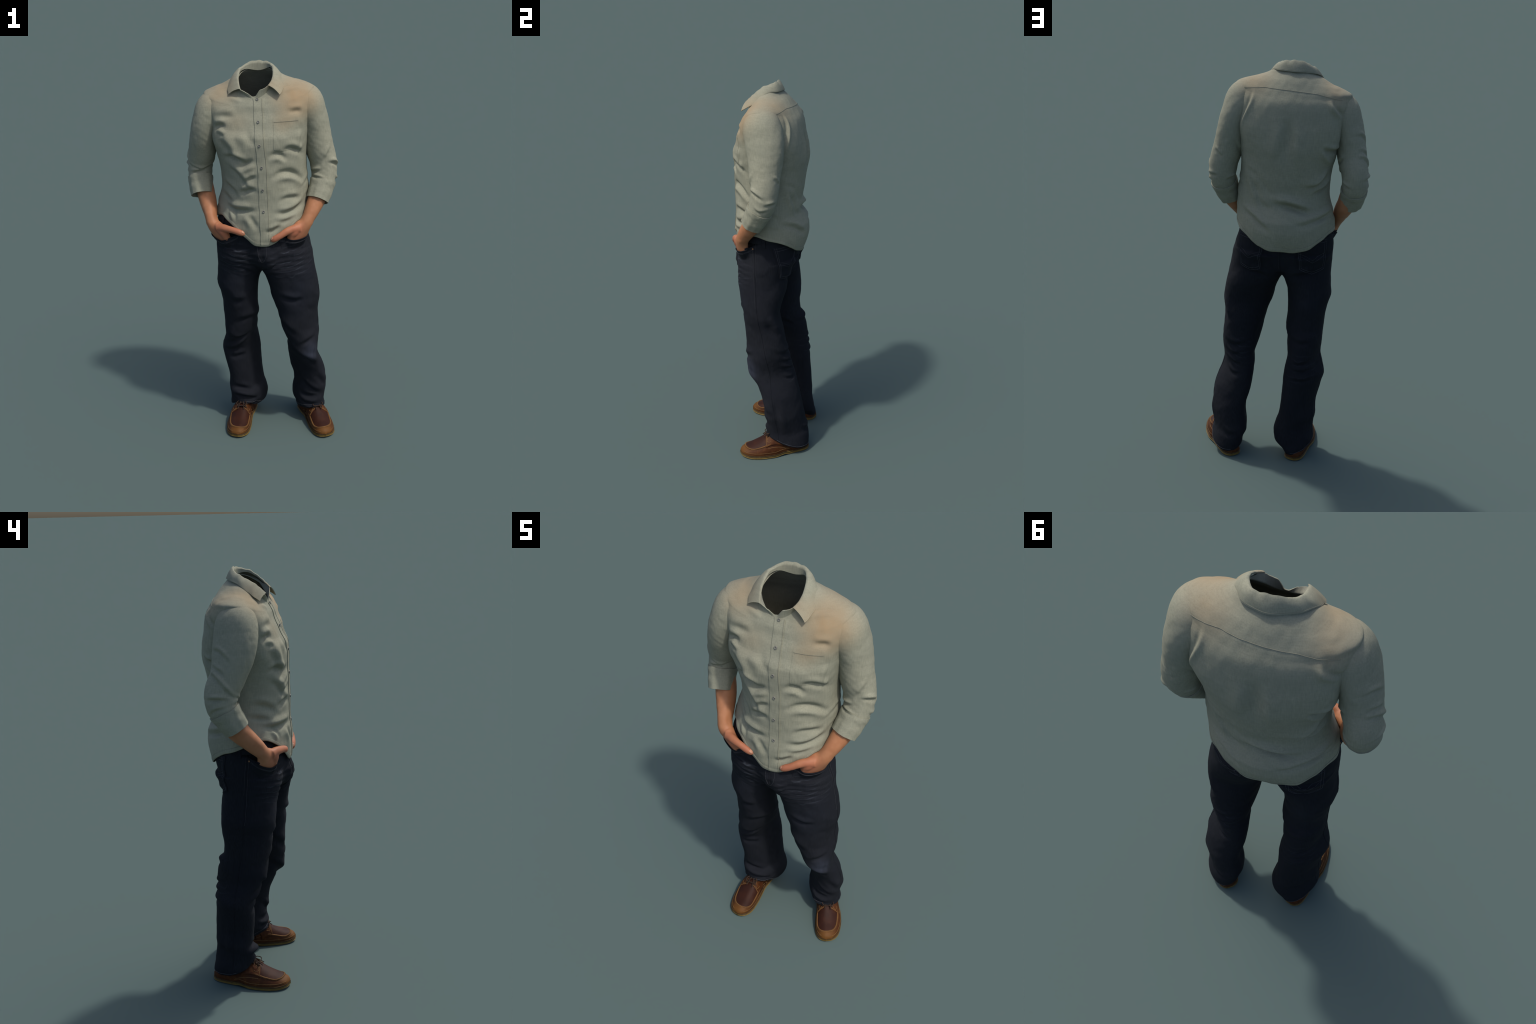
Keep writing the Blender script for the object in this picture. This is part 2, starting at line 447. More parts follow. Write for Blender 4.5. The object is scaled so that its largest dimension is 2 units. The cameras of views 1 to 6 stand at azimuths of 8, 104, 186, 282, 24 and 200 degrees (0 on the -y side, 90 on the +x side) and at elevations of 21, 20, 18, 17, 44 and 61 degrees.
frontm = (N[:, 1] < 0.15) & (flat[:, 1] < .03); backm = (N[:, 1] > -.15) & (flat[:, 1] > -.0)
def on_torso(x, z, front=True):
    m = frontm if front else backm
    c = flat[m]; i = np.argmin((c[:, 0]-x)**2 + (c[:, 2]-z)**2); return c[i]
def F(pts, amp=.007, w=.013, side=(0, 0, -1), vamp=None, front=True):
    return ([on_torso(x, z, front) for x, z in pts], amp*(1.1 if front else 1.8), w*(1.35 if front else 1.2), side, (amp*.9 if vamp is None else vamp)*(1.7 if front else 2.3))
D, U, L_, R_ = (0, 0, -1), (0, 0, 1), (1, 0, 0), (-1, 0, 0)
folds = [
    F([(-.213, 1.715), (-.179, 1.738), (-.144, 1.735)], .007, .013, D, .008),
    F([(-.20, 1.69), (-.17, 1.69), (-.145, 1.68)], .006, .010, D, .004),
    F([(-.185, 1.685), (-.131, 1.64), (-.095, 1.585), (-.05, 1.548)], .010, .018, (-.7, 0, -.7), .007),
    F([(-.09, 1.490), (-.041, 1.518), (.000, 1.545)], .008, .012, (-.3, 0, .9), .008),
    F([(-.175, 1.580), (-.112, 1.588), (-.06, 1.565), (-.03, 1.556)], .007, .012, D, .008),
    F([(-.147, 1.535), (-.085, 1.500), (-.043, 1.455), (-.005, 1.436)], .009, .014, (-.7, 0, -.7), .007),
    F([(-.062, 1.462), (-.015, 1.492), (.004, 1.505)], .005, .010, D, .005),
    F([(-.095, 1.398), (-.037, 1.430), (.005, 1.425)], .008, .012, D, .008),
    F([(-.180, 1.338), (-.119, 1.321), (-.045, 1.324), (.012, 1.325)], .011, .013, D, .010),
    F([(-.150, 1.305), (-.130, 1.27), (-.128, 1.235)], .006, .010, L_, .007),
    F([(-.075, 1.285), (-.045, 1.25), (-.02, 1.20)], .005, .014, L_, .005),
    F([(.055, 1.545), (.105, 1.568), (.153, 1.528)], .006, .012, U, .008),
    F([(.066, 1.435), (.122, 1.468), (.177, 1.458), (.229, 1.400)], .008, .014, U, .010),
    F([(.118, 1.618), (.171, 1.632), (.221, 1.585)], .007, .013, D, .008),
    F([(.071, 1.322), (.133, 1.312), (.188, 1.322), (.232, 1.348)], .008, .014, D, .010),
    F([(.08, 1.27), (.14, 1.265), (.20, 1.285)], .006, .012, D, .004),
    F([(.150, 1.796), (.192, 1.806), (.222, 1.80)], .004, .011, D, .006),
    F([(.190, 1.60), (.206, 1.66), (.210, 1.705)], .005, .010, L_, .007),
    F([(.185, 1.545), (.205, 1.60), (.22, 1.64)], .005, .010, L_, .004),
    F([(.127, 1.872), (.167, 1.886), (.215, 1.893)], .004, .009, U, .006),
    F([(-.149, 1.845), (-.102, 1.838), (-.057, 1.826)], .004, .011, U, .005),
    F([(.037, 1.219), (.075, 1.222), (.12, 1.248)], .006, .011, D, .006),
    F([(-.217, 1.777), (-.153, 1.786), (-.087, 1.783)], .004, .014, D, .005),
    F([(-.10, 1.69), (-.06, 1.66), (-.045, 1.62)], .004, .018, L_, .004),
    F([(.10, 1.37), (.16, 1.385), (.22, 1.365)], .005, .012, D, .005),
    F([(-.19, 1.44), (-.14, 1.42), (-.09, 1.385)], .005, .014, D, .005),
    F([(-.20, 1.38), (-.16, 1.365), (-.11, 1.345)], .005, .012, D, .005),
    # back
    F([(.163, 1.868), (.180, 1.802), (.205, 1.72), (.212, 1.66)], .006, .010, (.8, 0, 0), .005, False),
    F([(.250, 1.80), (.252, 1.75), (.240, 1.70)], .004, .012, R_, .006, False),
    F([(-.184, 1.846), (-.197, 1.80), (-.243, 1.750)], .008, .012, R_, .008, False),
    F([(-.262, 1.824), (-.255, 1.775), (-.248, 1.695)], .005, .010, L_, .006, False),
    F([(.208, 1.515), (.170, 1.450), (.128, 1.365), (.060, 1.318)], .010, .018, (-.6, 0, -.6), .009, False),
    F([(.221, 1.565), (.150, 1.490), (.069, 1.396)], .005, .016, (-.6, 0, -.6), .005, False),
    F([(.072, 1.372), (-.033, 1.362), (-.141, 1.318)], .009, .016, D, .010, False),
    F([(-.154, 1.645), (-.196, 1.625), (-.23, 1.618)], .005, .012, D, .007, False),
    F([(-.150, 1.629), (-.180, 1.571), (-.206, 1.536)], .006, .013, R_, .006, False),
    F([(-.118, 1.408), (-.176, 1.440), (-.206, 1.490)], .006, .013, D, .007, False),
    F([(-.120, 1.268), (-.179, 1.297), (-.225, 1.320)], .007, .012, D, .007, False),
    F([(.214, 1.325), (.129, 1.278), (.053, 1.222)], .006, .014, D, .006, False),
    F([(.054, 1.769), (.041, 1.67), (.073, 1.543)], .004, .025, R_, .004, False),
    F([(-.049, 1.776), (-.052, 1.646), (-.045, 1.52)], .004, .025, L_, .003, False),
    F([(-.079, 1.452), (-.146, 1.455), (-.195, 1.528)], .005, .013, D, .006, False),
    F([(-.038, 1.276), (-.101, 1.275), (-.166, 1.305)], .005, .013, D, .006, False),
]
# side creases under the arms, near the hips
for sx_, z0 in ((1, 1.36), (1, 1.43), (1, 1.29), (-1, 1.34), (-1, 1.42), (-1, 1.29)):
    e = .225
    folds.append(([np.array([sx_*(e-.02), -.10, z0-.02]), np.array([sx_*(e+.01), 0, z0+.015]), np.array([sx_*(e-.02), .11, z0-.02])], .003, .014, D, .004))
off = fold_offset(flat, folds)
# shoulder blades, armpit fullness, hollow flanks: centre, sideways and vertical reach, amount
for c_, rx, rz, am in (((.19, .12, 1.70), .045, .075, .015), ((-.20, .11, 1.66), .045, .075, .015), ((-.16, .13, 1.46), .05, .05, .012), ((-.20, -.10, 1.63), .04, .05, .010),
                       ((-.08, .18, 1.72), .06, .08, -.007), ((-.19, -.09, 1.36), .07, .09, -.015), ((.22, -.08, 1.35), .06, .08, -.010), ((-.05, -.18, 1.72), .06, .09, -.006)):
    dd = flat - np.array(c_); off += am*np.exp(-(dd[:, 0]**2 + dd[:, 1]**2)/(rx*1.3)**2 - dd[:, 2]**2/rz**2)
off += .0030 * lumps(flat, .16, 3) + .0014 * lumps(flat, .055, 5, 2)
fade = np.ones((NR1 + NR2, NC)); fade[NR1+92:] = np.linspace(1, .2, NR2-92)[:, None]
off *= fade.ravel()
flat = flat + N * off[:, None]
# ragged cut at the neckline
rag = np.zeros((NR1 + NR2, NC)); jag = .004*np.sin(alpha*.19) + .003*np.sin(alpha*.41+1) + .002*np.sin(alpha*.77+2)
rag[NR1+100:] = np.linspace(0, 1, NR2-100)[:, None]
flat[:, 2] += (rag * np.where(np.abs(alpha) > 45, -.022*sstep(45, 70, np.abs(alpha)), .25*jag)).ravel()
# hem: rolled edge and slight waviness
wave = .0035*np.sin(ar*7+.5) + .0015*np.sin(ar*15+2)
hemw = np.zeros((NR1 + NR2, NC)); hemw[:22] = np.linspace(1, 0, 22)[:, None]**2
flat += N * (hemw*wave).ravel()[:, None]
roll = np.zeros((NR1 + NR2, NC)); roll[1:6] = .0018
flat += N * roll.ravel()[:, None]
torso_bvh = BVHTree.FromPolygons([tuple(v) for v in flat], grid_faces(NR1+NR2, NC))
front_bvh = BVHTree.FromPolygons([tuple(v) for v in flat], [f for f in grid_faces(NR1+NR2, NC) if flat[f[0]][1] < -.06])

# ------------------------------------------------------------------ sleeves, cuffs
def frame(T):
    Y = np.array([0, 1., 0]); e1 = Y - T*(Y@T); e1 /= np.linalg.norm(e1); e2 = np.cross(T, e1); return e1, e2

def limb_grid(keys, nr, nc, n=2.1):
    """Loft of ovals along a spine; keys: x, y, z, radius across, radius fore-aft. Angle 0 faces front, 90 outward."""
    k = np.array([(*r, 0) if len(r) == 5 else r for r in keys], float); d = np.linalg.norm(np.diff(k[:, :3], axis=0), axis=1); t = np.concatenate([[0], np.cumsum(d)]); t /= t[-1]
    tt = np.linspace(0, 1, nr); q = catmull(t, k, tt); c = q[:, :3]
    T = np.gradient(c, axis=0); T /= np.linalg.norm(T, axis=1, keepdims=True)
    a = np.arange(nc) * 2*PI/nc
    out = np.zeros((nr, nc, 3)); outward = np.sign(k[-1, 0])
    sx, cx = superell(np.sin(a), np.cos(a), n)
    for j in range(nr):
        e1, e2 = frame(T[j])
        if e2[0]*outward < 0: e2 = -e2
        ph = math.radians(q[j, 5]); e1, e2 = math.cos(ph)*e1 - math.sin(ph)*e2, math.cos(ph)*e2 + math.sin(ph)*e1
        out[j] = c[j] + q[j, 3]*sx[:, None]*e2 - q[j, 4]*cx[:, None]*e1
    return out, c, T

SLEEVE = {
 'r': [(-.175, .000, 1.798, .083, .083), (-.221, -.005, 1.772, .093, .092), (-.263, -.007, 1.710, .075, .096), (-.283, .002, 1.640, .070, .092), (-.298, .022, 1.560, .070, .078),
       (-.318, .051, 1.480, .063, .074), (-.319, .044, 1.430, .061, .071), (-.313, .020, 1.385, .058, .062), (-.303, -.010, 1.335, .054, .056)],
 'l': [(.165, .014, 1.825, .083, .083), (.213, .016, 1.806, .094, .096), (.257, .034, 1.738, .075, .097), (.277, .040, 1.660, .071, .089), (.293, .037, 1.580, .071, .079),
       (.314, .037, 1.500, .068, .070), (.318, .022, 1.430, .063, .066), (.308, -.005, 1.380, .058, .060), (.290, -.040, 1.325, .053, .055)]}
# creases: (z, angle) lines on the sleeve
S_FOLDS = {
 'r': [([(1.665, 170), (1.662, 120), (1.62, 80)], .006, .011), ([(1.555, 175), (1.548, 120), (1.515, 60), (1.50, 20)], .009, .011),
       ([(1.475, 170), (1.480, 95), (1.488, 10)], .009, .010), ([(1.445, 40), (1.458, 0), (1.46, -40)], .007, .009),
       ([(1.52, -60), (1.505, -20), (1.51, 30)], .006, .010), ([(1.60, 150), (1.585, 110), (1.565, 90)], .005, .010),
       ([(1.425, 150), (1.44, 110), (1.445, 60)], .006, .009), ([(1.71, 60), (1.66, 40), (1.58, 20)], .004, .014), ([(1.54, -120), (1.52, -90), (1.515, -50)], .006, .009),
       ([(1.45, 190), (1.46, 230), (1.47, 260)], .007, .010), ([(1.57, 200), (1.56, 235), (1.55, 260)], .005, .010)],
 'l': [([(1.515, 20), (1.505, 60), (1.478, 105)], .010, .011), ([(1.455, 100), (1.465, 130), (1.47, 170)], .007, .010),
       ([(1.48, 0), (1.47, -40), (1.475, -80)], .007, .010), ([(1.60, 60), (1.55, 25), (1.51, 5)], .006, .013),
       ([(1.70, 150), (1.66, 165), (1.62, 170)], .005, .012), ([(1.58, 130), (1.56, 155), (1.54, 175)], .005, .010),
       ([(1.44, 60), (1.43, 90), (1.44, 130)], .006, .010), ([(1.45, 200), (1.46, 235), (1.46, 265)], .007, .010), ([(1.66, 200), (1.62, 230), (1.58, 260)], .006, .013),
       ([(1.41, 10), (1.42, -30), (1.43, -70)], .006, .009)]}
in_sleeve = np.zeros(len(flat), bool); sleeve_parts = []
for sd in ('r', 'l'):
    G, c, T = limb_grid(SLEEVE[sd], 190, 140, 2.03)
    Nn = grid_normals(G); out = (G - c[:, None, :]); 
    if (Nn*out).sum() < 0: Nn = -Nn
    def spt(z, a):
        j = np.argmin(np.abs(c[:, 2] - z)); return G[j, int(round((a % 360)/360*140)) % 140]
    fl = [([spt(z, a) for z, a in pts], amp, w, D, amp*1.1) for pts, amp, w in S_FOLDS[sd]]
    g = G.reshape(-1, 3)
    o = fold_offset(g, fl) + .0022*lumps(g, .09, 11 if sd == 'r' else 12) + .001*lumps(g, .035, 13, 2)
    fd = np.ones((190, 140)); fd[:40] = np.linspace(0, 1, 40)[:, None]; fd[165:] = np.linspace(1, .2, 25)[:, None]
    g = g + Nn.reshape(-1, 3) * (o*fd.ravel())[:, None]
    full = BVHTree.FromPolygons([tuple(v) for v in g], grid_faces(190, 140)); flip = 1 if (grid_normals(G)*(G - c[:, None, :])).sum() > 0 else -1
    for i in np.where((np.abs(flat[:, 0]) > .12) & (flat[:, 0]*c[-1, 0] > 0) & (flat[:, 2] > 1.5) & (flat[:, 2] < 1.88))[0]:
        h = full.find_nearest(Vector(flat[i])); row = h[2] // 140
        if row > 6: in_sleeve[i] = (flat[i] - np.array(h[0])) @ (np.array(h[1])*flip) < -.014
    # keep only what lies outside the body of the shirt, plus a small overlap at the armhole
    deep = np.zeros(len(g), bool)
    for i in range(140*100):
        h = torso_bvh.find_nearest(Vector(g[i])); nn = np.array(h[1]) * sgn
        deep[i] = (g[i] - np.array(h[0])) @ nn < -.014
    fs = [f for f in grid_faces(176, 140) if not deep[f].all()]
    sl = make_mesh('sleeve', g[:140*176], fs, M_SHIRT, True, None); sleeve_parts.append(sl)
    bm = bmesh.new(); bm.from_mesh(sl.data); bmesh.ops.delete(bm, geom=[v for v in bm.verts if not v.link_faces], context='VERTS'); bm.to_mesh(sl.data); bm.free()
    # turned-up cuff: a sleeve-shaped band with a rounded lip and an inner return
    j0 = 156
    ring = G[j0:]; cc = c[j0:]; V = []; rows = len(ring)
    gg = g.reshape(190, 140, 3)[j0:]
    r0 = gg - cc[:, None, :]
    prof = [(0, 1.00)] + [(i, 1.075 + .012*math.sin(i*.35)) for i in range(0, rows)]
    for i, s in prof: V.append(cc[i] + r0[i]*s)
    lastc = cc[-1]; lr = r0[-1]; tl = T[-1]
    V.append(lastc + tl*.004 + lr*1.06); V.append(lastc + tl*.005 + lr*1.02); V.append(lastc + tl*.002 + lr*.97)
    V.append(lastc - tl*.03 + lr*.95); V.append(lastc - tl*.03 + lr*.45)
    V = np.array(V); 
    aa = np.arange(140)*2*PI/140
    V += (np.sin(aa*5 + (0 if sd == 'r' else 2))*.0016 + np.sin(aa*11)*.0007)[None, :, None] * (V - cc[-1]) / (np.linalg.norm(V - cc[-1], axis=2, keepdims=True)+1e-9)
    cuff = make_mesh('cuff', V.reshape(-1, 3), grid_faces(len(V), 140), M_SHIRT, True, None); sleeve_parts.append(cuff)
    shade_angle(cuff, 50)
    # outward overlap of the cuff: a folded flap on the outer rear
    # armhole seam: a thin welt where sleeve meets shoulder

# body of the shirt, open at the armholes inside the sleeves
shirt = make_mesh('shirt', flat, [f for f in grid_faces(NR1+NR2, NC) if not in_sleeve[f].all()], M_SHIRT, True, man)
bm = bmesh.new(); bm.from_mesh(shirt.data); bmesh.ops.delete(bm, geom=[v for v in bm.verts if not v.link_faces], context='VERTS'); bm.to_mesh(shirt.data); bm.free()
for o in sleeve_parts: o.parent = shirt
if sgn < 0: shirt.data.flip_normals()
shirt.data.materials.append(M_SHIRT_IN)
m = shirt.modifiers.new('thick', 'SOLIDIFY'); m.thickness = .0035; m.offset = -1; m.material_offset = 1; m.material_offset_rim = 0
apply_mods(shirt)

# ------------------------------------------------------------------ collar
#          top edge x,y,z          low edge x,y,z
COLLAR = [((-.083, -.106, 1.889), (-.133, -.092, 1.860)),
          ((-.093, -.080, 1.915), (-.139, -.066, 1.880)),
          ((-.099, -.045, 1.943), (-.138, -.035, 1.903)),
          ((-.095, .006, 1.967), (-.122, .014, 1.934)),
          ((-.060, .042, 1.988), (-.074, .058, 1.947)),
          ((-.005, .053, 1.996), (-.005, .078, 1.950)),
          ((.042, .044, 1.993), (.058, .060, 1.952)),
          ((.070, .002, 1.981), (.097, .014, 1.948)),
          ((.080, -.045, 1.952), (.118, -.035, 1.908)),
          ((.075, -.078, 1.924), (.121, -.080, 1.884)),
          ((.061, -.102, 1.904), (.108, -.115, 1.864))]
ct = np.array([k[0] for k in COLLAR]); cb = np.array([k[1] for k in COLLAR]); nk = len(COLLAR)
ts = np.linspace(0, nk-1, 170)
top = catmull(np.arange(nk), ct, ts); low = catmull(np.arange(nk), cb, ts)
jagc = .004*np.interp(ts, [0, 1.5, 2.2, 3, 3.6, 4.1, 5, 5.4, 6, 6.6, 7.2, 8, 9, 10], [0, 0, -.8, .6, -.6, .8, .9, 0, .5, -.5, .6, -.3, 0, 0]) + .0012*np.sin(ts*9)
V = []
outd = (low - top); outd[:, 2] = 0; outd /= np.linalg.norm(outd, axis=1, keepdims=True)
NIN, NVc = 12, 34
for i in range(len(ts)):
    endf = min(1, min(i, len(ts)-1-i)/25)
    for j in range(NVc):
        if j < NIN:   # inner stand, hidden behind the fold
            r = 1 - j/NIN
            V.append(top[i] - outd[i]*(.006*min(1, r*5)) + np.array([0, 0, -(.006 + .034*math.exp(-((ts[i]-5)/1.3)**2))*r*endf - .002*r + jagc[i]*endf*(1-r)**2])); continue
        v = (j-NIN)/(NVc-1-NIN)
        p = top[i]*(1-v) + low[i]*v
        p = p + outd[i]*(.0035*math.sin(PI*v**.7) + .004*v) + np.array([0, 0, .003*math.sin(PI*v)])
        p = p + np.array([0, 0, jagc[i]*endf*(1-v)**2]) + outd[i]*.0015*math.sin(ts[i]*5+v*3)*v
        V.append(p)
Fc = grid_faces(len(ts), NVc, False)
collar = make_mesh('collar', V, Fc, M_SHIRT, True, shirt)
solidify(collar, .0035, 0)
shade_angle(collar, 60)
# stitching line along the collar edge
lowline = np.array([V[i*NVc + NVc-3] for i in range(2, len(ts)-2)]) + outd[2:-2]*.0022

# ------------------------------------------------------------------ placket, chest pocket, buttons
BUT = [(.004, 1.839), (.012, 1.738), (.020, 1.632), (.029, 1.524), (.032, 1.413), (.035, 1.303)]
bz = [1.10, 1.303, 1.413, 1.524, 1.632, 1.738, 1.839, 1.87]; bx = [.040, .035, .032, .029, .020, .012, .004, .001]
def placket_outline(u, v):
    z0 = float(periodic(*HEM, np.array([5.]))[0]) + .010; z = z0 + (1.843 - z0)*v
    x = float(hermite(bz, bx, np.array([z]))[0])
    return (x - .019 + .044*u + .0012*math.sin(z*60), -.4, z)
placket = patch('placket', front_bvh, placket_outline, (0, 1, 0), 0, .0028, .0045, M_SHIRT, shirt, 14, 200)
shade_angle(placket, 45)
st = []
for du in (.0215,):
    line = [drop(front_bvh, (float(hermite(bz, bx, np.array([z]))[0]) + du, -.5, z), (0, 1, 0), .0037) for z in np.linspace(1.13, 1.845, 150)]
    st.append(tube('seam', line, .0007, M_SHIRT_STITCH, shirt, 4))
def pocket_outline(u, v):
    zt = 1.756 + .004*u; zb = 1.612 - .010*math.sin(PI*u)
    return (.083 + .118*u + .006*(1-v), -.4, zb + (zt-zb)*v)
pocket = patch('chest_pocket', front_bvh, pocket_outline, (0, 1, 0), 0, .0012, .003, M_SHIRT, shirt, 40, 46)
shade_angle(pocket, 45)
line = [drop(front_bvh, (.083+.118*u+.001, -.5, 1.739+.004*u), (0, 1, 0), .0026) for u in np.linspace(.02, .98, 40)]
st.append(tube('seam', line, .0007, M_SHIRT_STITCH, shirt, 4))
# button: turned disc with rim and four thread holes
prof = [(0, .0010), (.0030, .0010), (.0042, .0024), (.0060, .0026), (.0068, .0016), (.0068, -.002)]
Vb, nb = [], 20
for r, h in prof: Vb += [(r*math.cos(a), -h, r*math.sin(a)) for a in np.arange(nb)*2*PI/nb]
bm_ob = make_mesh('button', Vb, [tuple(reversed(f)) for f in grid_faces(len(prof), nb)] , M_BUTTON)
bmesh_data = bm_ob.data; bpy.data.objects.remove(bm_ob)
Vh, Fh = [], []
for q in range(4):
    c0 = (.0017*math.cos(PI/4+q*PI/2), .0017*math.sin(PI/4+q*PI/2)); b = len(Vh)
    Vh += [(c0[0]+.0009*math.cos(a), -.0014, c0[1]+.0009*math.sin(a)) for a in np.arange(6)*PI/3] + [(c0[0]+.0009*math.cos(a), .001, c0[1]+.0009*math.sin(a)) for a in np.arange(6)*PI/3]
    Fh += [tuple(b+i for i in range(6))] + [(b+i, b+(i+1) % 6, b+6+(i+1) % 6, b+6+i) for i in range(6)]
hole_ob = make_mesh('thread', Vh, Fh, M_BUTTON_DARK, False); hole_data = hole_ob.data; bpy.data.objects.remove(hole_ob)
def put_button(p, n):
    n = Vector(n).normalized(); rot = Vector((0, -1, 0)).rotation_difference(n).to_matrix().to_4x4()
    o = bpy.data.objects.new('button', bmesh_data); bpy.context.scene.collection.objects.link(o)
    q = Vector((0, -1, 0)).rotation_difference(n)
    o.parent = shirt; o.location = Vector(p); o.rotation_mode = 'QUATERNION'; o.rotation_quaternion = q
    h = bpy.data.objects.new('thread', hole_data); bpy.context.scene.collection.objects.link(h)
    h.parent = shirt; h.location = Vector(p); h.rotation_mode = 'QUATERNION'; h.rotation_quaternion = q
for x, z in BUT:
    p = drop(front_bvh, (x, -.5, z), (0, 1, 0), .0045)
    q1 = drop(front_bvh, (x, -.5, z+.012), (0, 1, 0), 0); q0 = drop(front_bvh, (x, -.5, z-.012), (0, 1, 0), 0)
    q3 = drop(front_bvh, (x+.012, -.5, z), (0, 1, 0), 0); q2 = drop(front_bvh, (x-.012, -.5, z), (0, 1, 0), 0)
    n = np.cross(q3-q2, q1-q0)
    if n[1] > 0: n = -n
    put_button(p, n)
# yoke seam across the back
def yoke_z(x): return 1.872 + (.045*x if x > 0 else .085*x) - .15*max(0, abs(x)-.12)
line = [drop(torso_bvh, (x, .6, yoke_z(x)), (0, -1, 0), .0006) for x in np.linspace(-.235, .225, 110)]
st.append(tube('seam', line, .0008, M_SHIRT_STITCH, shirt, 5))
# stitched hem
hem_line = (flat.reshape(NR1+NR2, NC, 3)[6] + N.reshape(NR1+NR2, NC, 3)[6]*.0006)
st.append(tube('seam', hem_line, .0007, M_SHIRT_STITCH, shirt, 4, closed=True))
st.append(tube('seam', lowline, .0006, M_SHIRT_STITCH, shirt, 4))

# ------------------------------------------------------------------ arms and hands
# height of each front pocket's mouth against the angle round the hip (0 = front)
def pocket_mouth_r(x, y): return hermite([25, 35, 43, 53, 62, 70, 80], [1.185, 1.163, 1.146, 1.131, 1.142, 1.160, 1.180], np.degrees(np.arctan2(-np.asarray(x), -np.asarray(y))))
def pocket_mouth_l(x, y): return hermite([22, 32, 42, 52, 62, 72, 82], [1.180, 1.163, 1.152, 1.149, 1.157, 1.173, 1.190], np.degrees(np.arctan2(np.asarray(x), -np.asarray(y))))
ARM = {'r': [(-.296, .020, 1.385, .044, .047), (-.284, .000, 1.330, .045, .050), (-.272, -.025, 1.300, .043, .048), (-.258, -.058, 1.266, .037, .043), (-.243, -.095, 1.226, .030, .037), (-.232, -.111, 1.206, .032, .032, 15),
             (-.212, -.117, 1.182, .046, .028, 32), (-.194, -.119, 1.156, .054, .026, 38), (-.183, -.114, 1.126, .052, .023, 40), (-.176, -.104, 1.085, .042, .015, 40)],
       'l': [(.300, -.005, 1.380, .044, .046), (.287, -.036, 1.328, .045, .047), (.276, -.055, 1.302, .042, .045), (.262, -.078, 1.272, .037, .041), (.245, -.100, 1.240, .032, .036), (.232, -.113, 1.218, .034, .033, 15),
             (.215, -.121, 1.197, .047, .030, 30), (.198, -.126, 1.170, .055, .028, 36), (.188, -.124, 1.138, .053, .024, 38), (.182, -.114, 1.095, .043, .016, 38)]}
THUMB = {'r': [(-.205, -.140, 1.195, .024), (-.172, -.160, 1.202, .020), (-.140, -.173, 1.200, .0175), (-.108, -.181, 1.195, .0160), (-.086, -.184, 1.188, .0158), (-.071, -.184, 1.182, .0125), (-.064, -.184, 1.180, .007)],
         'l': [(.205, -.140, 1.205, .026), (.172, -.160, 1.203, .021), (.145, -.174, 1.195, .0185), (.116, -.186, 1.178, .0165), (.092, -.190, 1.164, .0162), (.077, -.190, 1.155, .0128), (.070, -.190, 1.151, .007)]}
def limb(keys, nr=70, nc=48, n=2.1):
    G, c, T = limb_grid(keys, nr, nc, n)
    V = G.reshape(-1, 3)
    return make_mesh('limb', V, grid_faces(nr, nc) + [tuple(range(nc))[::-1], tuple(range((nr-1)*nc, nr*nc))])
def sausage(keys, nr=50, nc=24):
    k = np.array(keys, float); q = catmull(np.linspace(0, 1, len(k)), k, np.linspace(0, 1, nr)); c = q[:, :3]
    T = np.gradient(c, axis=0); T /= np.linalg.norm(T, axis=1, keepdims=True); V = []
    for j in range(nr):
        a = np.cross(T[j], [0, 0, 1.]); a /= np.linalg.norm(a); b = np.cross(a, T[j])
        V += [c[j] + q[j, 3]*(math.cos(t)*a*.92 + math.sin(t)*b) for t in np.arange(nc)*2*PI/nc]
    tip = len(V); V.append(c[-1] + T[-1]*q[-1, 3]*.7)
    Fs = grid_faces(nr, nc) + [tuple(range(nc))[::-1]] + [((nr-1)*nc+i, (nr-1)*nc+(i+1) % nc, tip) for i in range(nc)]
    return make_mesh('sausage', V, Fs)
arm_bvh, arm_raw = [], []
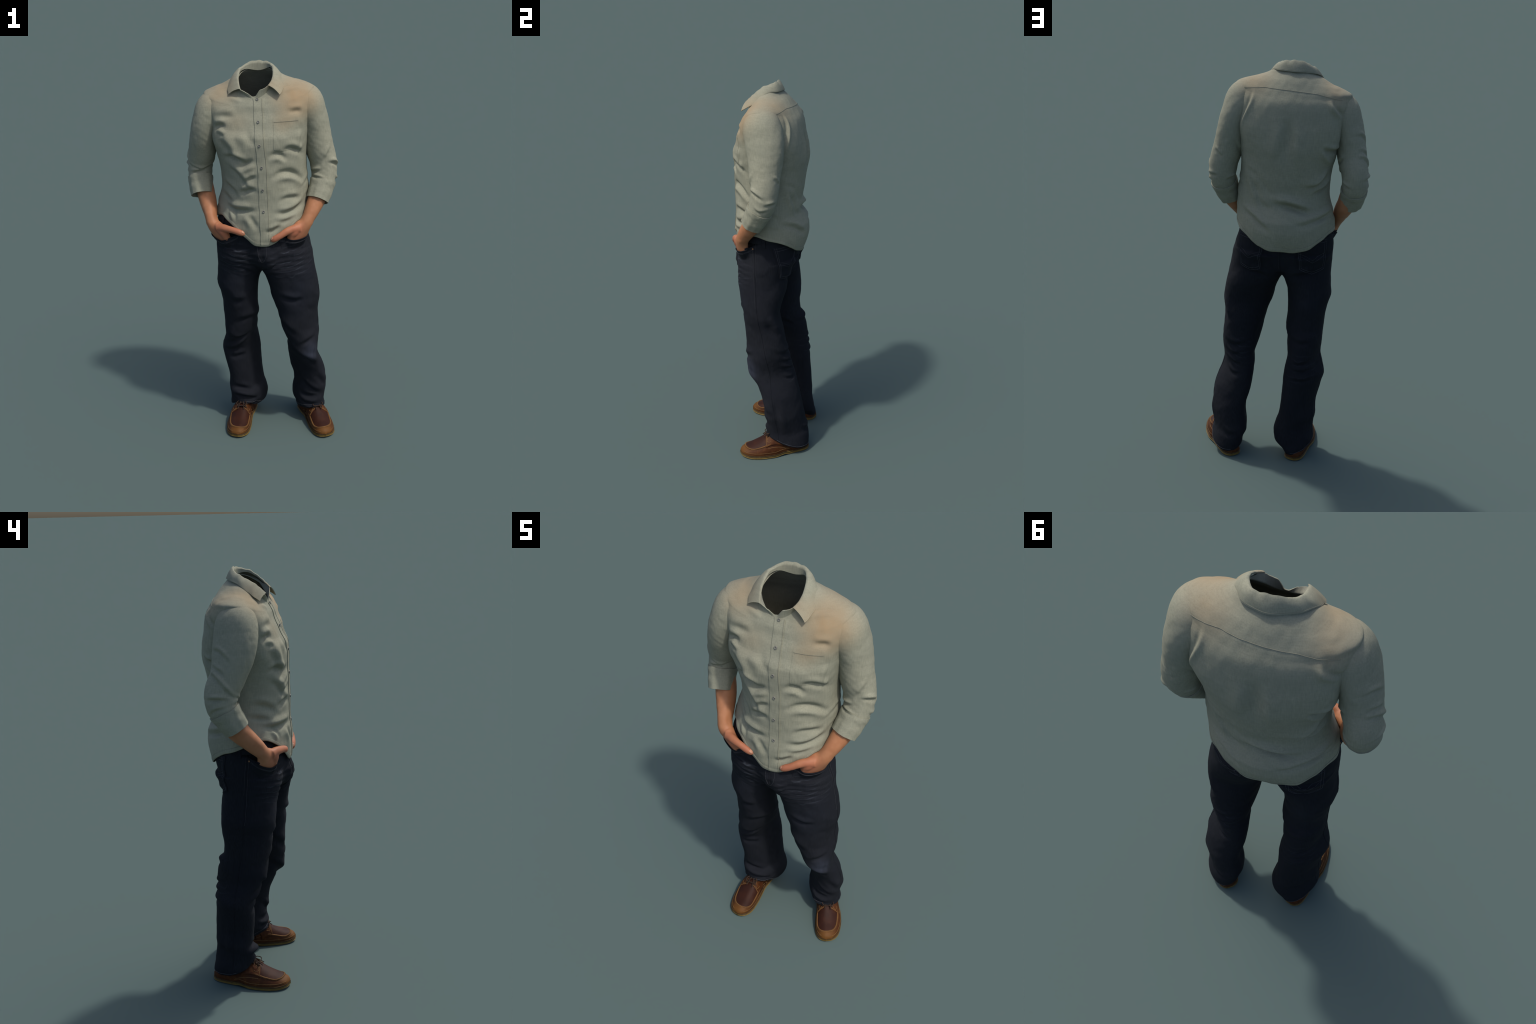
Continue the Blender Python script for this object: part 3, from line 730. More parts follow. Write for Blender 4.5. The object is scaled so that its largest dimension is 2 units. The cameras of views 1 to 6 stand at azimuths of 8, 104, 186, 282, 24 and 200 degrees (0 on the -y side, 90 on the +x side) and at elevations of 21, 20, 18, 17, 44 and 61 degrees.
for sd in ('r', 'l'):
    sg = -1 if sd == 'r' else 1
    pieces = [limb(ARM[sd]), sausage(THUMB[sd])]
    # metacarpal pad between thumb and hand, knuckle ridge of the index finger
    t0 = np.array(THUMB[sd][1][:3]); kn = np.array(ARM[sd][7][:3])
    pieces.append(sausage([(*(np.array(ARM[sd][5][:3]) + (t0-np.array(ARM[sd][5][:3]))*.3), .024), (*(t0*.6+kn*.4 + np.array([0, -.004, 0])), .025), (*(kn + np.array([-sg*.030, -.026, -.006])), .019), (*(kn + np.array([-sg*.028, -.020, -.05])), .010)]))
    V_, F_ = [], []
    for q in (pieces[0], pieces[2]):
        b_ = len(V_); V_ += [tuple(v.co) for v in q.data.vertices]; F_ += [tuple(b_+i for i in p.vertices) for p in q.data.polygons]
    arm_raw.append((V_, F_)); arm_bvh.append(BVHTree.FromPolygons(V_, F_))
    arm = join('arm', pieces)
    remesh(arm, .0032, 6, .5)
    c_ = coords(arm); n_ = normals(arm)
    # wrist bone, tendons, knuckle dimples
    wb_ = np.array(ARM[sd][5][:3]) + np.array([sg*.028, .0, .006])
    o_ = .0035*np.exp(-((c_-wb_)**2).sum(1)/.012**2) + .0008*lumps(c_, .04, 31, 2)
    set_coords(arm, c_ + n_*o_[:, None])
    cut = np.array(ARM[sd][5][:3]); dr = np.array(ARM[sd][6][:3]) - np.array(ARM[sd][4][:3]); dr /= np.linalg.norm(dr)
    tb = np.array(THUMB[sd][2][:3])
    def alab(c, cut=cut, dr=dr, tb=tb, sg=sg):
        l = np.zeros(len(c), int); l[(c - cut) @ dr > 0] = 1
        l[(l == 1) & ((c[:, 0] - tb[0])*sg < 0) & (c[:, 2] > tb[2]-.045+(0 if sg<0 else -.03)) & (c[:, 1] < -.15)] = 2
        mouth = (pocket_mouth_r if sg < 0 else pocket_mouth_l)(c[:, 0], c[:, 1]); l[(c[:, 2] < mouth - .035)] = 9
        return l
    # fingers vanish in the pocket: keep nothing that would poke through the cloth
    fa, hand, thumb = split_regions(arm, alab, ['forearm', 'hand', 'thumb'], [M_SKIN]*3, [man, man, 1])
    if thumb is not None: thumb.parent = hand
    # thumbnail
    k = THUMB[sd]; tip = np.array(k[-2][:3]); pr = np.array(k[-3][:3]); ax = tip - pr; ax /= np.linalg.norm(ax)
    up = np.array([0, -.35, .94]); up -= ax*(up@ax); up /= np.linalg.norm(up); sdv = np.cross(ax, up); Vn = []
    tb_ = bvh_of(thumb)
    for i in range(9):
        for j in range(9):
            u, v = i/8*2-1, j/8*2-1; r_ = 1 - .35*max(0, v)**3
            p = tip - ax*.003 + ax*.008*v + sdv*.0075*u*r_*(1-.25*abs(v)**3)
            Vn.append(drop(tb_, p + up*.04, -up, .0007))
    nail = make_mesh('thumbnail', Vn, grid_faces(9, 9, False), M_NAIL, True, hand); solidify(nail, .0008, 0)

# ------------------------------------------------------------------ jeans
#        z     x outer  x inner  y front  y back
LEG_R = [(0.015, -0.172, -0.07, 0.018, 0.180), (0.05, -0.192, -0.05, -0.001, 0.187), (0.09, -0.199, -0.006, -0.015, 0.183), (0.137, -0.194, 0.002, -0.032, 0.177), (0.18, -0.197, -0.005, -0.04, 0.172),
         (0.216, -0.203, -0.017, -0.022, 0.171), (0.28, -0.199, -0.026, -0.03, 0.169), (0.337, -0.209, -0.029, -0.035, 0.166), (0.4, -0.223, -0.03, -0.038, 0.161),
         (0.45, -0.234, -0.033, -0.036, 0.157), (0.5, -0.22, -0.04, -0.058, 0.153), (0.55, -0.206, -0.045, -0.082, 0.15), (0.6, -0.21, -0.038, -0.101, 0.142),
         (0.65, -0.212, -0.034, -0.105, 0.129), (0.69, -0.214, -0.023, -0.112, 0.107), (0.74, -0.216, -0.027, -0.122, 0.104), (0.8, -0.225, -0.026, -0.132, 0.11),
         (0.86, -0.24, -0.02, -0.142, 0.111), (0.92, -0.234, -0.004, -0.145, 0.112), (0.98, -0.231, 0.035, -0.153, 0.11), (1.03, -0.232, 0.055, -0.166, 0.12), (1.08, -0.235, 0.07, -0.17, 0.146)]
LEG_L = [(.012, .185, .318, .020, .200), (.05, .165, .332, .000, .204), (.09, .158, .330, -.020, .203), (.127, .143, .325, -.022, .197), (.17, .145, .330, -.018, .188), (.231, .154, .337, -.021, .178),
         (.28, .150, .334, -.027, .169), (.337, .136, .328, -.036, .157), (.39, .130, .313, -.060, .143), (.437, .125, .298, -.086, .130), (.48, .124, .292, -.106, .120), (.513, .131, .294, -.120, .117),
         (.56, .119, .298, -.126, .108), (.623, .103, .296, -.130, .097), (.683, .092, .292, -.135, .087), (.722, .084, .292, -.138, .079), (.80, .058, .303, -.146, .062),
         (.863, .044, .297, -.152, .074), (.92, .022, .286, -.158, .090), (.98, -.02, .276, -.166, .100), (1.03, -.05, .268, -.166, .114), (1.08, -.07, .257, -.168, .145)]
HIPS = [(.985, -.205, .245, -.130, .085), (1.03, -.232, .268, -.166, .110), (1.08, -.235, .257, -.172, .136), (1.12, -.236, .246, -.172, .146), (1.16, -.232, .236, -.168, .150), (1.21, -.220, .225, -.158, .150), (1.25, -.205, .212, -.150, .140)]
def loft_z(rows, hem=None, n=2.05, nr=150, nc=120, recess=.0, turn=([0, 1], [0, 0])):
    k = np.array(rows); a = np.arange(nc)*360/nc - 180; s, c_ = superell(np.sin(np.radians(a)), np.cos(np.radians(a)), n)
    z0, z1 = k[0, 0], k[-1, 0]; G = []
    hz = periodic(*hem, a) if hem else np.full(nc, z0)
    def ring(z, f=1):
        q = hermite(k[:, 0], k[:, 1:], z); xa = np.minimum(q[:, 0], q[:, 1]); xb = np.maximum(q[:, 0], q[:, 1])
        mx = (xa+xb)/2; my = (q[:, 2]+q[:, 3])/2
        kk = np.interp(z, *turn); bb = (q[:, 3]-q[:, 2])/2; aa = np.sqrt(np.maximum(((xb-xa)/2)**2 - (kk*bb)**2, .02**2))   # section turned with the foot
        return np.stack([mx + s*aa*f + kk*c_*bb*f, my - c_*bb*f, z], -1)
    if recess: G += [ring(hz + recess, .5), ring(hz+recess, .82), ring(hz + .004, .84)]
    for v in np.linspace(0, 1, nr):
        G.append(ring(hz + (z1 - hz)*v))
    G = np.array(G); V = G.reshape(-1, 3)
    Fs = grid_faces(len(G), nc) + [tuple(range(nc))[::-1], tuple(range((len(G)-1)*nc, len(G)*nc))]
    return make_mesh('loft', V, Fs)
HEM_R = ([-180, -135, -90, -45, 0, 45, 90, 135], [.026, .032, .050, .088, .112, .085, .060, .034])
HEM_L = ([-180, -135, -90, -45, 0, 45, 90, 135], [.024, .032, .055, .080, .108, .100, .062, .032])
jeans = join('jeans', [loft_z(LEG_R, HEM_R, recess=.02, turn=([.0, .4, .52, .65, .75, .9, 1.0], [-.32, -.32, -.22, .02, .10, .05, 0])),
                       loft_z(LEG_L, HEM_L, recess=.02, turn=([.0, .3, .45, .55, .63, .80, .87, .95, 1.08], [.24, .38, .32, .08, -.18, -.22, -.06, .10, .15])), loft_z(HIPS, n=2.1, nr=40, turn=([.9, 1.3], [.10, .05]))])
remesh(jeans, .0042, 6, .5)
co = coords(jeans); no = normals(jeans)
def near(p):
    i = np.argmin(((co - np.array(p))**2).sum(1)); return co[i]
def J(pts, amp=.007, w=.014, side=D, vamp=None): return ([near(p) for p in pts], amp*1.15, w*1.2, side, (amp if vamp is None else vamp)*1.5)
jf = [ # right leg: knee break, calf drape, stacked hem
    J([(-.226, -.01, .46), (-.15, -.06, .50), (-.05, -.06, .56)], .010, .016, U, .011),
    J([(-.20, -.08, .60), (-.13, -.10, .56), (-.05, -.07, .57)], .006, .014, D, .006),
    J([(-.21, -.05, .43), (-.15, -.04, .44), (-.07, -.04, .45)], .006, .015, D, .005),
    J([(-.19, -.01, .20), (-.12, -.04, .185), (-.02, .0, .15)], .010, .014, D, .012),
    J([(-.19, .0, .135), (-.10, -.02, .115), (-.01, .02, .13)], .008, .012, D, .010),
    J([(-.17, -.01, .25), (-.11, -.03, .23), (-.05, .0, .21)], .005, .014, D, .005),
    J([(-.03, -.02, .72), (-.09, -.11, .70), (-.15, -.11, .67)], .005, .018, D, .005),
    J([(-.06, -.14, .83), (-.11, -.14, .81), (-.17, -.13, .81)], .004, .018, D, .005),
    J([(-.02, .02, .69), (-.03, .05, .66), (-.04, .09, .64)], .006, .012, D, .006),
    J([(-.20, .10, .68), (-.12, .13, .655), (-.04, .10, .66)], .007, .014, D, .006),
    J([(-.20, .12, .56), (-.12, .15, .54), (-.05, .11, .55)], .004, .010, D, .005),
    J([(-.20, .12, .52), (-.12, .15, .50), (-.05, .11, .51)], .004, .010, D, .005),
    J([(-.21, .10, .47), (-.12, .15, .45), (-.05, .11, .47)], .004, .010, D, .004),
    J([(-.20, .09, .38), (-.20, .09, .25), (-.20, .08, .12)], .005, .016, L_, .004),
    J([(-.03, .05, .36), (-.02, .06, .25), (.0, .07, .14)], .005, .018, R_, .003),
    # left leg
    J([(.12, -.06, .56), (.19, -.11, .51), (.27, -.09, .45), (.31, -.04, .40)], .011, .018, (-.5, 0, -.85), .010),
    J([(.30, -.03, .35), (.32, .0, .29), (.34, .04, .245)], .008, .018, (-.6, 0, -.6), .008),
    J([(.18, -.03, .29), (.24, -.04, .25), (.33, .0, .21)], .006, .016, D, .009),
    J([(.15, .0, .17), (.23, -.03, .15), (.32, .0, .16)], .007, .014, U, .009),
    J([(.16, .0, .11), (.24, -.03, .10), (.32, .0, .11)], .006, .012, U, .006),
    J([(.07, -.06, .72), (.13, -.12, .67), (.20, -.13, .62)], .006, .020, D, .006),
    J([(.10, -.13, .86), (.17, -.15, .835), (.24, -.14, .84)], .005, .016, D, .007),
    J([(.29, -.06, .61), (.24, -.12, .58), (.20, -.12, .555)], .005, .014, D, .006),
    J([(.30, .03, .83), (.29, .06, .75), (.25, .07, .70)], .010, .020, (0, -.4, -.7), .010),
    J([(.29, .07, .62), (.22, .10, .60), (.12, .06, .62)], .005, .012, D, .006),
    J([(.29, .07, .57), (.22, .11, .55), (.13, .07, .57)], .005, .010, D, .005),
    J([(.29, .07, .52), (.22, .12, .50), (.13, .08, .52)], .005, .010, D, .005),
    J([(.30, .08, .47), (.22, .13, .45), (.13, .09, .47)], .004, .010, D, .004),
    J([(.33, .08, .33), (.34, .09, .24), (.32, .10, .12)], .005, .018, (0, -1, 0), .005),
    J([(.13, .06, .36), (.14, .06, .27), (.14, .08, .16)], .005, .018, (0, 1, 0), .004),
    J([(.26, .17, .17), (.22, .19, .14), (.17, .15, .15)], .005, .014, D, .005),
    # seat
    J([(-.20, .10, 1.03), (-.12, .13, 1.01), (-.03, .08, .98)], .006, .014, D, .008),
    J([(.22, .08, 1.02), (.14, .12, 1.00), (.05, .08, .97)], .006, .014, D, .007),
    J([(-.08, -.15, 1.0), (-.05, -.14, .98), (-.01, -.12, .955)], .005, .012, D, .006),
    J([(.10, -.15, 1.0), (.06, -.14, .975), (.02, -.12, .955)], .005, .012, D, .006),
    J([(.0, -.165, 1.12), (.005, -.165, 1.06), (.012, -.14, .99)], .004, .012, L_, .004),
]
off = fold_offset(co, jf) + .0026*lumps(co, .13, 21) + .0012*lumps(co, .05, 22, 2)
# horizontal creases of pressed whiskers on the lap
wz = co[:, 2] + .02*lumps(co, .3, 23, 1)
front_w = np.clip(-no[:, 1], 0, 1) * np.exp(-((co[:, 2]-1.03)/.07)**2)
off += .0016 * front_w * np.sin(wz*2*PI/.027)
# hands push the front pockets outward: bulge below the pocket mouth
# the front of each pocket is tented over the hand inside it
edges = np.array([e.vertices[:] for e in jeans.data.edges])
deg = np.zeros(len(co)); np.add.at(deg, edges[:, 0], 1); np.add.at(deg, edges[:, 1], 1)
for fn, x0, bv in ((pocket_mouth_r, -.175, arm_bvh[0]), (pocket_mouth_l, .18, arm_bvh[1])):
    zl = fn(co[:, 0], co[:, 1]); cand = (np.abs(co[:, 0]-x0) < .095) & (co[:, 2] > .93) & (co[:, 2] < 1.21) & (co[:, 1] < 0)
    below = cand & (co[:, 2] < zl); raw = np.zeros(len(co))
    for i in np.where(below & (co[:, 2] > 1.05))[0]:
        o_ = Vector(co[i]); d_ = Vector((no[i][0]*.7, min(no[i][1], -.5), 0)).normalized(); far = 0; st_ = o_ - d_*.01
        for _ in range(6):
            h = bv.ray_cast(st_, d_, .09)
            if h[0] is None: break
            far = max(far, (h[0]-o_).dot(d_)); st_ = h[0] + d_*.0008
        raw[i] = max(0, far - .004)
    sft = raw.copy(); e0, e1 = edges[:, 0], edges[:, 1]; ok = below[e0] & below[e1]; e0, e1 = e0[ok], e1[ok]
    dg = np.zeros(len(co)); np.add.at(dg, e0, 1); np.add.at(dg, e1, 1); dg[dg == 0] = 1
    for it in range(60):
        acc = np.zeros(len(co)); np.add.at(acc, e0, sft[e1]); np.add.at(acc, e1, sft[e0])
        nx = acc/dg*.972; sft = np.where(below, np.maximum(nx, raw if it < 45 else raw*.0 + np.minimum(raw, nx+.004)), 0)
    off += sft
    above = cand & ~below & (co[:, 2] < zl + .05); off[above] -= .012*sstep(0, .012, (co[:, 2]-zl)[above]) * sstep(.1, -.3, no[above, 1])
off += (.034 * np.exp(-((co[:, 0]-.045)/.06)**2 - ((co[:, 2]-1.05)/.075)**2) + .018*np.exp(-((co[:, 0]-.085)/.05)**2 - ((co[:, 2]-.93)/.09)**2)) * sstep(.2, -.4, no[:, 1])
co2 = co + no * off[:, None]
set_coords(jeans, co2)
jeans_full = [tuple(v) for v in co2]; jf_faces = [tuple(p.vertices) for p in jeans.data.polygons]
jeans_bvh = BVHTree.FromPolygons(jeans_full, jf_faces)
def jlab(c):
    l = np.zeros(len(c), int); cut = .935 + .25*np.abs(c[:, 0]-.012)
    l[c[:, 2] > 1.243] = 3
    l[(c[:, 2] < cut) & (c[:, 0] < .012)] = 1; l[(c[:, 2] < cut) & (c[:, 0] >= .012)] = 2
    return l
parts = split_regions(jeans, jlab, ['jeans', 'trouser_leg', 'trouser_leg'], [M_DENIM]*3, [man, 0, 0])
jeans = parts[0]

def seam(pts, d, r=.0011, lift=.0008, mat=M_STITCH, n=80, sub=None):
    pts = smooth_line(pts, n) if sub is None else np.asarray(pts)
    return tube('seam', [drop(jeans_bvh, np.array(p) - np.array(d)*.3, d, lift) for p in pts], r, mat, jeans, 4)
def stitched(pts, d, r=.0008, lift=.0012, pitch=.0055):
    """Row of separate stitches laid on the cloth, joined into one part."""
    pts = np.asarray(pts, float); L = np.concatenate([[0], np.cumsum(np.linalg.norm(np.diff(pts, axis=0), axis=1))])
    V, Fs = [], []
    for s in np.arange(0, L[-1]-pitch*.7, pitch):
        seg = []
        for q in (s, s + pitch*.33, s+pitch*.66):
            p = np.array([np.interp(q, L, pts[:, i]) for i in range(3)]); seg.append(drop(jeans_bvh, p - np.array(d)*.3, d, lift))
        t = seg[2]-seg[0]; t /= np.linalg.norm(t)+1e-9; a = np.cross(t, np.array(d)); a /= np.linalg.norm(a)+1e-9; b_ = np.cross(t, a)
        b = len(V)
        for p, rr in zip(seg, (.7, 1, .7)): V += [p + r*rr*(math.cos(k)*a + math.sin(k)*b_) for k in np.arange(4)*PI/2]
        Fs += [tuple(b+i for i in f) for f in grid_faces(3, 4)] + [(b+3, b+2, b+1, b), (b+8, b+9, b+10, b+11)]
    o = make_mesh('stitching', V, Fs, M_STITCH, True, jeans); o['kind'] = 'stuff'; return o
# outer side seams
for sgn_, xs in ((1, [(.235, 1.19), (.255, 1.08), (.28, .95), (.30, .82), (.29, .72), (.30, .58), (.295, .5), (.31, .40), (.34, .26), (.33, .10)]), (-1, [(-.235, 1.19), (-.235, 1.05), (-.234, .9), (-.215, .78), (-.205, .62), (-.21, .52), (-.225, .45), (-.20, .33), (-.195, .2), (-.19, .10)])):
    yy = np.interp([z for _, z in xs], [.1, .5, .8, 1.2], [.06, .01, -.035, -.055] if sgn_ > 0 else [.07, .04, -.01, -.04])
    pts = smooth_line([(x, y, z) for (x, z), y in zip(xs, yy)], 220)
    seam(pts, (-sgn_, 0, 0), .0016, .0002, M_DENIM, sub=1)
    up = pts[pts[:, 2] > .86] + np.array([0, -.006, 0])
    stitched(up, (-sgn_, 0, 0), .0010)
    stitched(pts[(pts[:, 2] > 1.0)] + np.array([0, .007, 0]), (-sgn_, 0, 0), .0008)
# fly and back rise
stitched(smooth_line([(.0, -.2, 1.13), (.004, -.2, 1.08), (.016, -.2, 1.045), (.024, -.2, 1.035)], 40), (0, 1, 0), .0011)
stitched(smooth_line([(.044, -.2, 1.13), (.046, -.2, 1.08), (.038, -.2, 1.05), (.022, -.2, 1.033)], 40), (0, 1, 0), .0009)
seam([(.018, -.2, 1.13), (.020, -.2, 1.05), (.016, -.2, .99), (.014, -.2, .965)], (0, 1, 0), .0018, .0004, M_DENIM)
seam([(.012, .25, 1.2), (.012, .25, 1.1), (.012, .25, 1.0), (.012, .25, .96)], (0, -1, 0), .0018, .0004, M_DENIM)
stitched(smooth_line([(.018, .25, 1.2), (.018, .25, 1.1), (.017, .25, 1.0)], 30), (0, -1, 0), .0010)
# leg hems
for c, hm, rows in ((-1, HEM_R, LEG_R), (1, HEM_L, LEG_L)):
    k = np.array(rows); pts = []
    for a in np.arange(0, 360, 3):
        a_ = (a+180) % 360 - 180; z = float(periodic(*hm, np.array([a_]))[0]) + .014
        q = hermite(k[:, 0], k[:, 1:], np.array([z]))[0]; mx = (q[0]+q[1])/2; my = (q[2]+q[3])/2
        p = np.array([mx + math.sin(math.radians(a))*abs(q[1]-q[0])/2, my - math.cos(math.radians(a))*(q[3]-q[2])/2, z])
        h = jeans_bvh.find_nearest(Vector(p)); pts.append(np.array(h[0]) + np.array(h[1])*.0005)
    tube('seam', pts, .0011, M_STITCH, jeans, 4, closed=True)
# back pockets
def back_pocket(corners, d, point):
    tl, tr, br, bl = [np.array(p, float) for p in corners]
    def out(u, v):
        t = tl*(1-u) + tr*u; b = bl*(1-u) + br*u + np.array(point)*(1 - abs(2*u-1))
        return t*(1-v) + b*v
    o = patch('back_pocket', jeans_bvh, out, d, .3, .0030, .0045, M_DENIM2, jeans, 30, 34); shade_angle(o, 45)
    bv = bvh_of(o)
    for ins in (.05, .11):
        path = [out(u, 1-(1-v)) for u, v in [(ins, v) for v in np.linspace(.03, 1-ins, 30)] + [(u, 1-ins) for u in np.linspace(ins, 1-ins, 30)] + [(1-ins, v) for v in np.linspace(1-ins, .03, 30)]]
        L = [drop(bv, np.array(p) - np.array(d)*.3, d, .0006) for p in path]
        tube('seam', L, .0008, M_STITCH, jeans, 4)
    for vv in (.06, .13):
        tube('seam', [drop(bv, np.array(out(u, vv)) - np.array(d)*.3, d, .0006) for u in np.linspace(.05, .95, 30)], .0008, M_STITCH, jeans, 4)
    # plain double wave of decorative stitching
    for dz in (0, .012):
        tube('seam', [drop(bv, np.array(out(u, .45 + dz*6 + .10*(1-abs(2*u-1))**1.5)) - np.array(d)*.3, d, .0005) for u in np.linspace(.08, .92, 40)], .0006, M_STITCH, jeans, 4)
back_pocket([(.232, .06, 1.176), (.093, .16, 1.182), (.115, .13, .995), (.215, .08, 1.000)], (-.45, -.89, 0), (0, 0, -.022))
back_pocket([(-.060, .16, 1.182), (-.212, .07, 1.180), (-.205, .07, 1.012), (-.083, .13, 1.012)], (.30, -.95, 0), (0, 0, -.030))
# front pockets: a band of cloth stretched over the hand, with a folded, stitched mouth
for fn, x0, x1, ab in ((pocket_mouth_r, -79, -33, arm_raw[0]), (pocket_mouth_l, 30, 78, arm_raw[1])):
    V0 = jeans_full + ab[0]; nj = len(jeans_full)
    both = BVHTree.FromPolygons(V0, jf_faces + [tuple(i + nj for i in f) for f in ab[1]])
    nu, nv = 60, 18; G = np.zeros((nv, nu, 3))
    for i in range(nu):
        az = math.radians(x0 + (x1-x0)*i/(nu-1)); rd = np.array([math.sin(az), -math.cos(az), 0]); zm = float(fn(rd[0], rd[1]))
        endw = min(1, i/9, (nu-1-i)/9)
        for j in range(nv):
            v = j/(nv-1); z = zm - .075*v
            d_ = -rd; p0 = rd*.5 + np.array([0, 0, z])
            G[j, i] = drop(both, p0, d_, .0045*(1-v)**.7*endw + .0008*endw - .002*(1-endw) - .004*v**3)
    for _ in range(10):
        H = G.copy(); H[1:-1, 1:-1] = .4*G[1:-1, 1:-1] + .15*(G[2:, 1:-1] + G[:-2, 1:-1] + G[1:-1, 2:] + G[1:-1, :-2])
        H[0, 1:-1] = .5*G[0, 1:-1] + .25*(G[0, 2:] + G[0, :-2]); G = H
    Fp = grid_faces(nv, nu, False); nrm = np.cross(G[0, 1]-G[0, 0], G[1, 0]-G[0, 0])
    if nrm[1] > 0: Fp = [f[::-1] for f in Fp]
    fp = make_mesh('front_pocket', G.reshape(-1, 3), Fp, M_DENIM, True, jeans); solidify(fp, .003, -1); shade_angle(fp, 60)
    tube('pocket_edge', G[0], .0020, M_DENIM, jeans, 8)
    for j in (3, 4): tube('seam', G[j] + np.array([0, -.0006, 0]), .0007, M_STITCH, jeans, 4)
# rivets
for p, d in (((.45, -.060, 1.168), (-1, 0, 0)), ((-.45, -.045, 1.165), (1, 0, 0))):
    q = drop(jeans_bvh, p, d, .001); tube('rivet', [q, q - np.array(d)*.0015, q - np.array(d)*.0022], .0045, M_RIVET, jeans, 10, taper=[1, .9, .4])
# waistband and belt loops
wb = []
for z, f in ((1.193, 1.005), (1.197, 1.03), (1.225, 1.035), (1.25, 1.03), (1.252, .97)):
    k = np.array(HIPS); q = hermite(k[:, 0], k[:, 1:], np.array([min(z, 1.25)]))[0]
    a = np.arange(160)*2*PI/160; s, c_ = superell(np.sin(a), np.cos(a), 2.4); mx, my = (q[0]+q[1])/2, (q[2]+q[3])/2
    wb.append(np.stack([mx + s*(q[1]-q[0])/2*f*.985, my - c_*(q[3]-q[2])/2*f*.985, np.full(160, z)], -1))
wb = np.array(wb); waistband = make_mesh('waistband', wb.reshape(-1, 3), grid_faces(5, 160), M_DENIM, True, jeans)
wb_bvh = bvh_of(waistband)
for az in (60, 75 + 15, 140, 180, -140, -90, -60):
    d = np.array([-math.sin(math.radians(az)), math.cos(math.radians(az)), 0]); side = np.array([d[1], -d[0], 0]); pts = []
    for z in np.linspace(1.175, 1.25, 10):
        pts.append(drop(wb_bvh if z > 1.196 else jeans_bvh, np.array([0, 0, z]) - d*.6, d, .004))
    V = []
    for p in pts: V += [p - side*.008 + d*.004, p - side*.008, p + side*.008, p + side*.008 + d*.004]
    o = make_mesh('belt_loop', V, grid_faces(10, 4) + [(0, 1, 2, 3)[::-1], (36, 37, 38, 39)], M_DENIM2, False, jeans)

# ------------------------------------------------------------------ shoes
# local frame: u runs heel (0) to toe (1); w is lateral, positive = outer side. u, inner half, outer half
OUTL = [(0.0, .0, .0), (.012, .022, .012), (.05, .042, .027), (.10, .050, .036), (.20, .049, .045), (.30, .045, .052), (.42, .043, .065), (.55, .046, .0755), (.66, .050, .0765),
        (.78, .0505, .071), (.88, .045, .060), (.94, .035, .046), (.98, .020, .027), (1.0, 0, 0)]
ou = [r[0] for r in OUTL]
def shoe_width(u): return hermite(ou, [r[1] for r in OUTL], u), hermite(ou, [r[2] for r in OUTL], u)
def sole_lift(u): return .006*sstep(.30, .38, u)*(1-sstep(.38, .52, u)) + .007*sstep(.80, 1.0, u)**1.5
HEIGHT = ([0, .02, .06, .15, .30, .45, .55, .62, .70, .80, .88, .94, .98, 1.0], [.030, .042, .055, .080, .108, .121, .115, .101, .084, .067, .057, .049, .039, .026])
class Shoe:
    def __init__(s, heel, toe, outer):
        s.h = np.array(heel); d = np.array(toe) - s.h; s.len = np.linalg.norm(d); s.d = d/s.len
        n = np.array([s.d[1], -s.d[0]]); s.n = n if n[0]*outer > 0 else -n
        s.grp = None
    def W(s, u, w, z):
        p = s.h + s.d*(u*s.len) + s.n*w; return np.array([p[0], p[1], z])
def outline_pts(n=120, grow=0.0, u0=0.0):
    th = np.linspace(0, PI, n//2+1); us = .5 - .5*np.cos(th); wi, wo = shoe_width(us)
    pts = [(u, b + grow) for u, b in zip(us, wo)] + [(u, -(a + grow)) for u, a in zip(us[::-1][1:-1], wi[::-1][1:-1])]
    out = []
    for u, w in pts:
        if u < .004: out.append((u - grow/.386, 0 if abs(w) < grow+1e-6 else w))
        elif u > .996: out.append((u + grow/.386, 0))
        else: out.append((u, w))
    return out
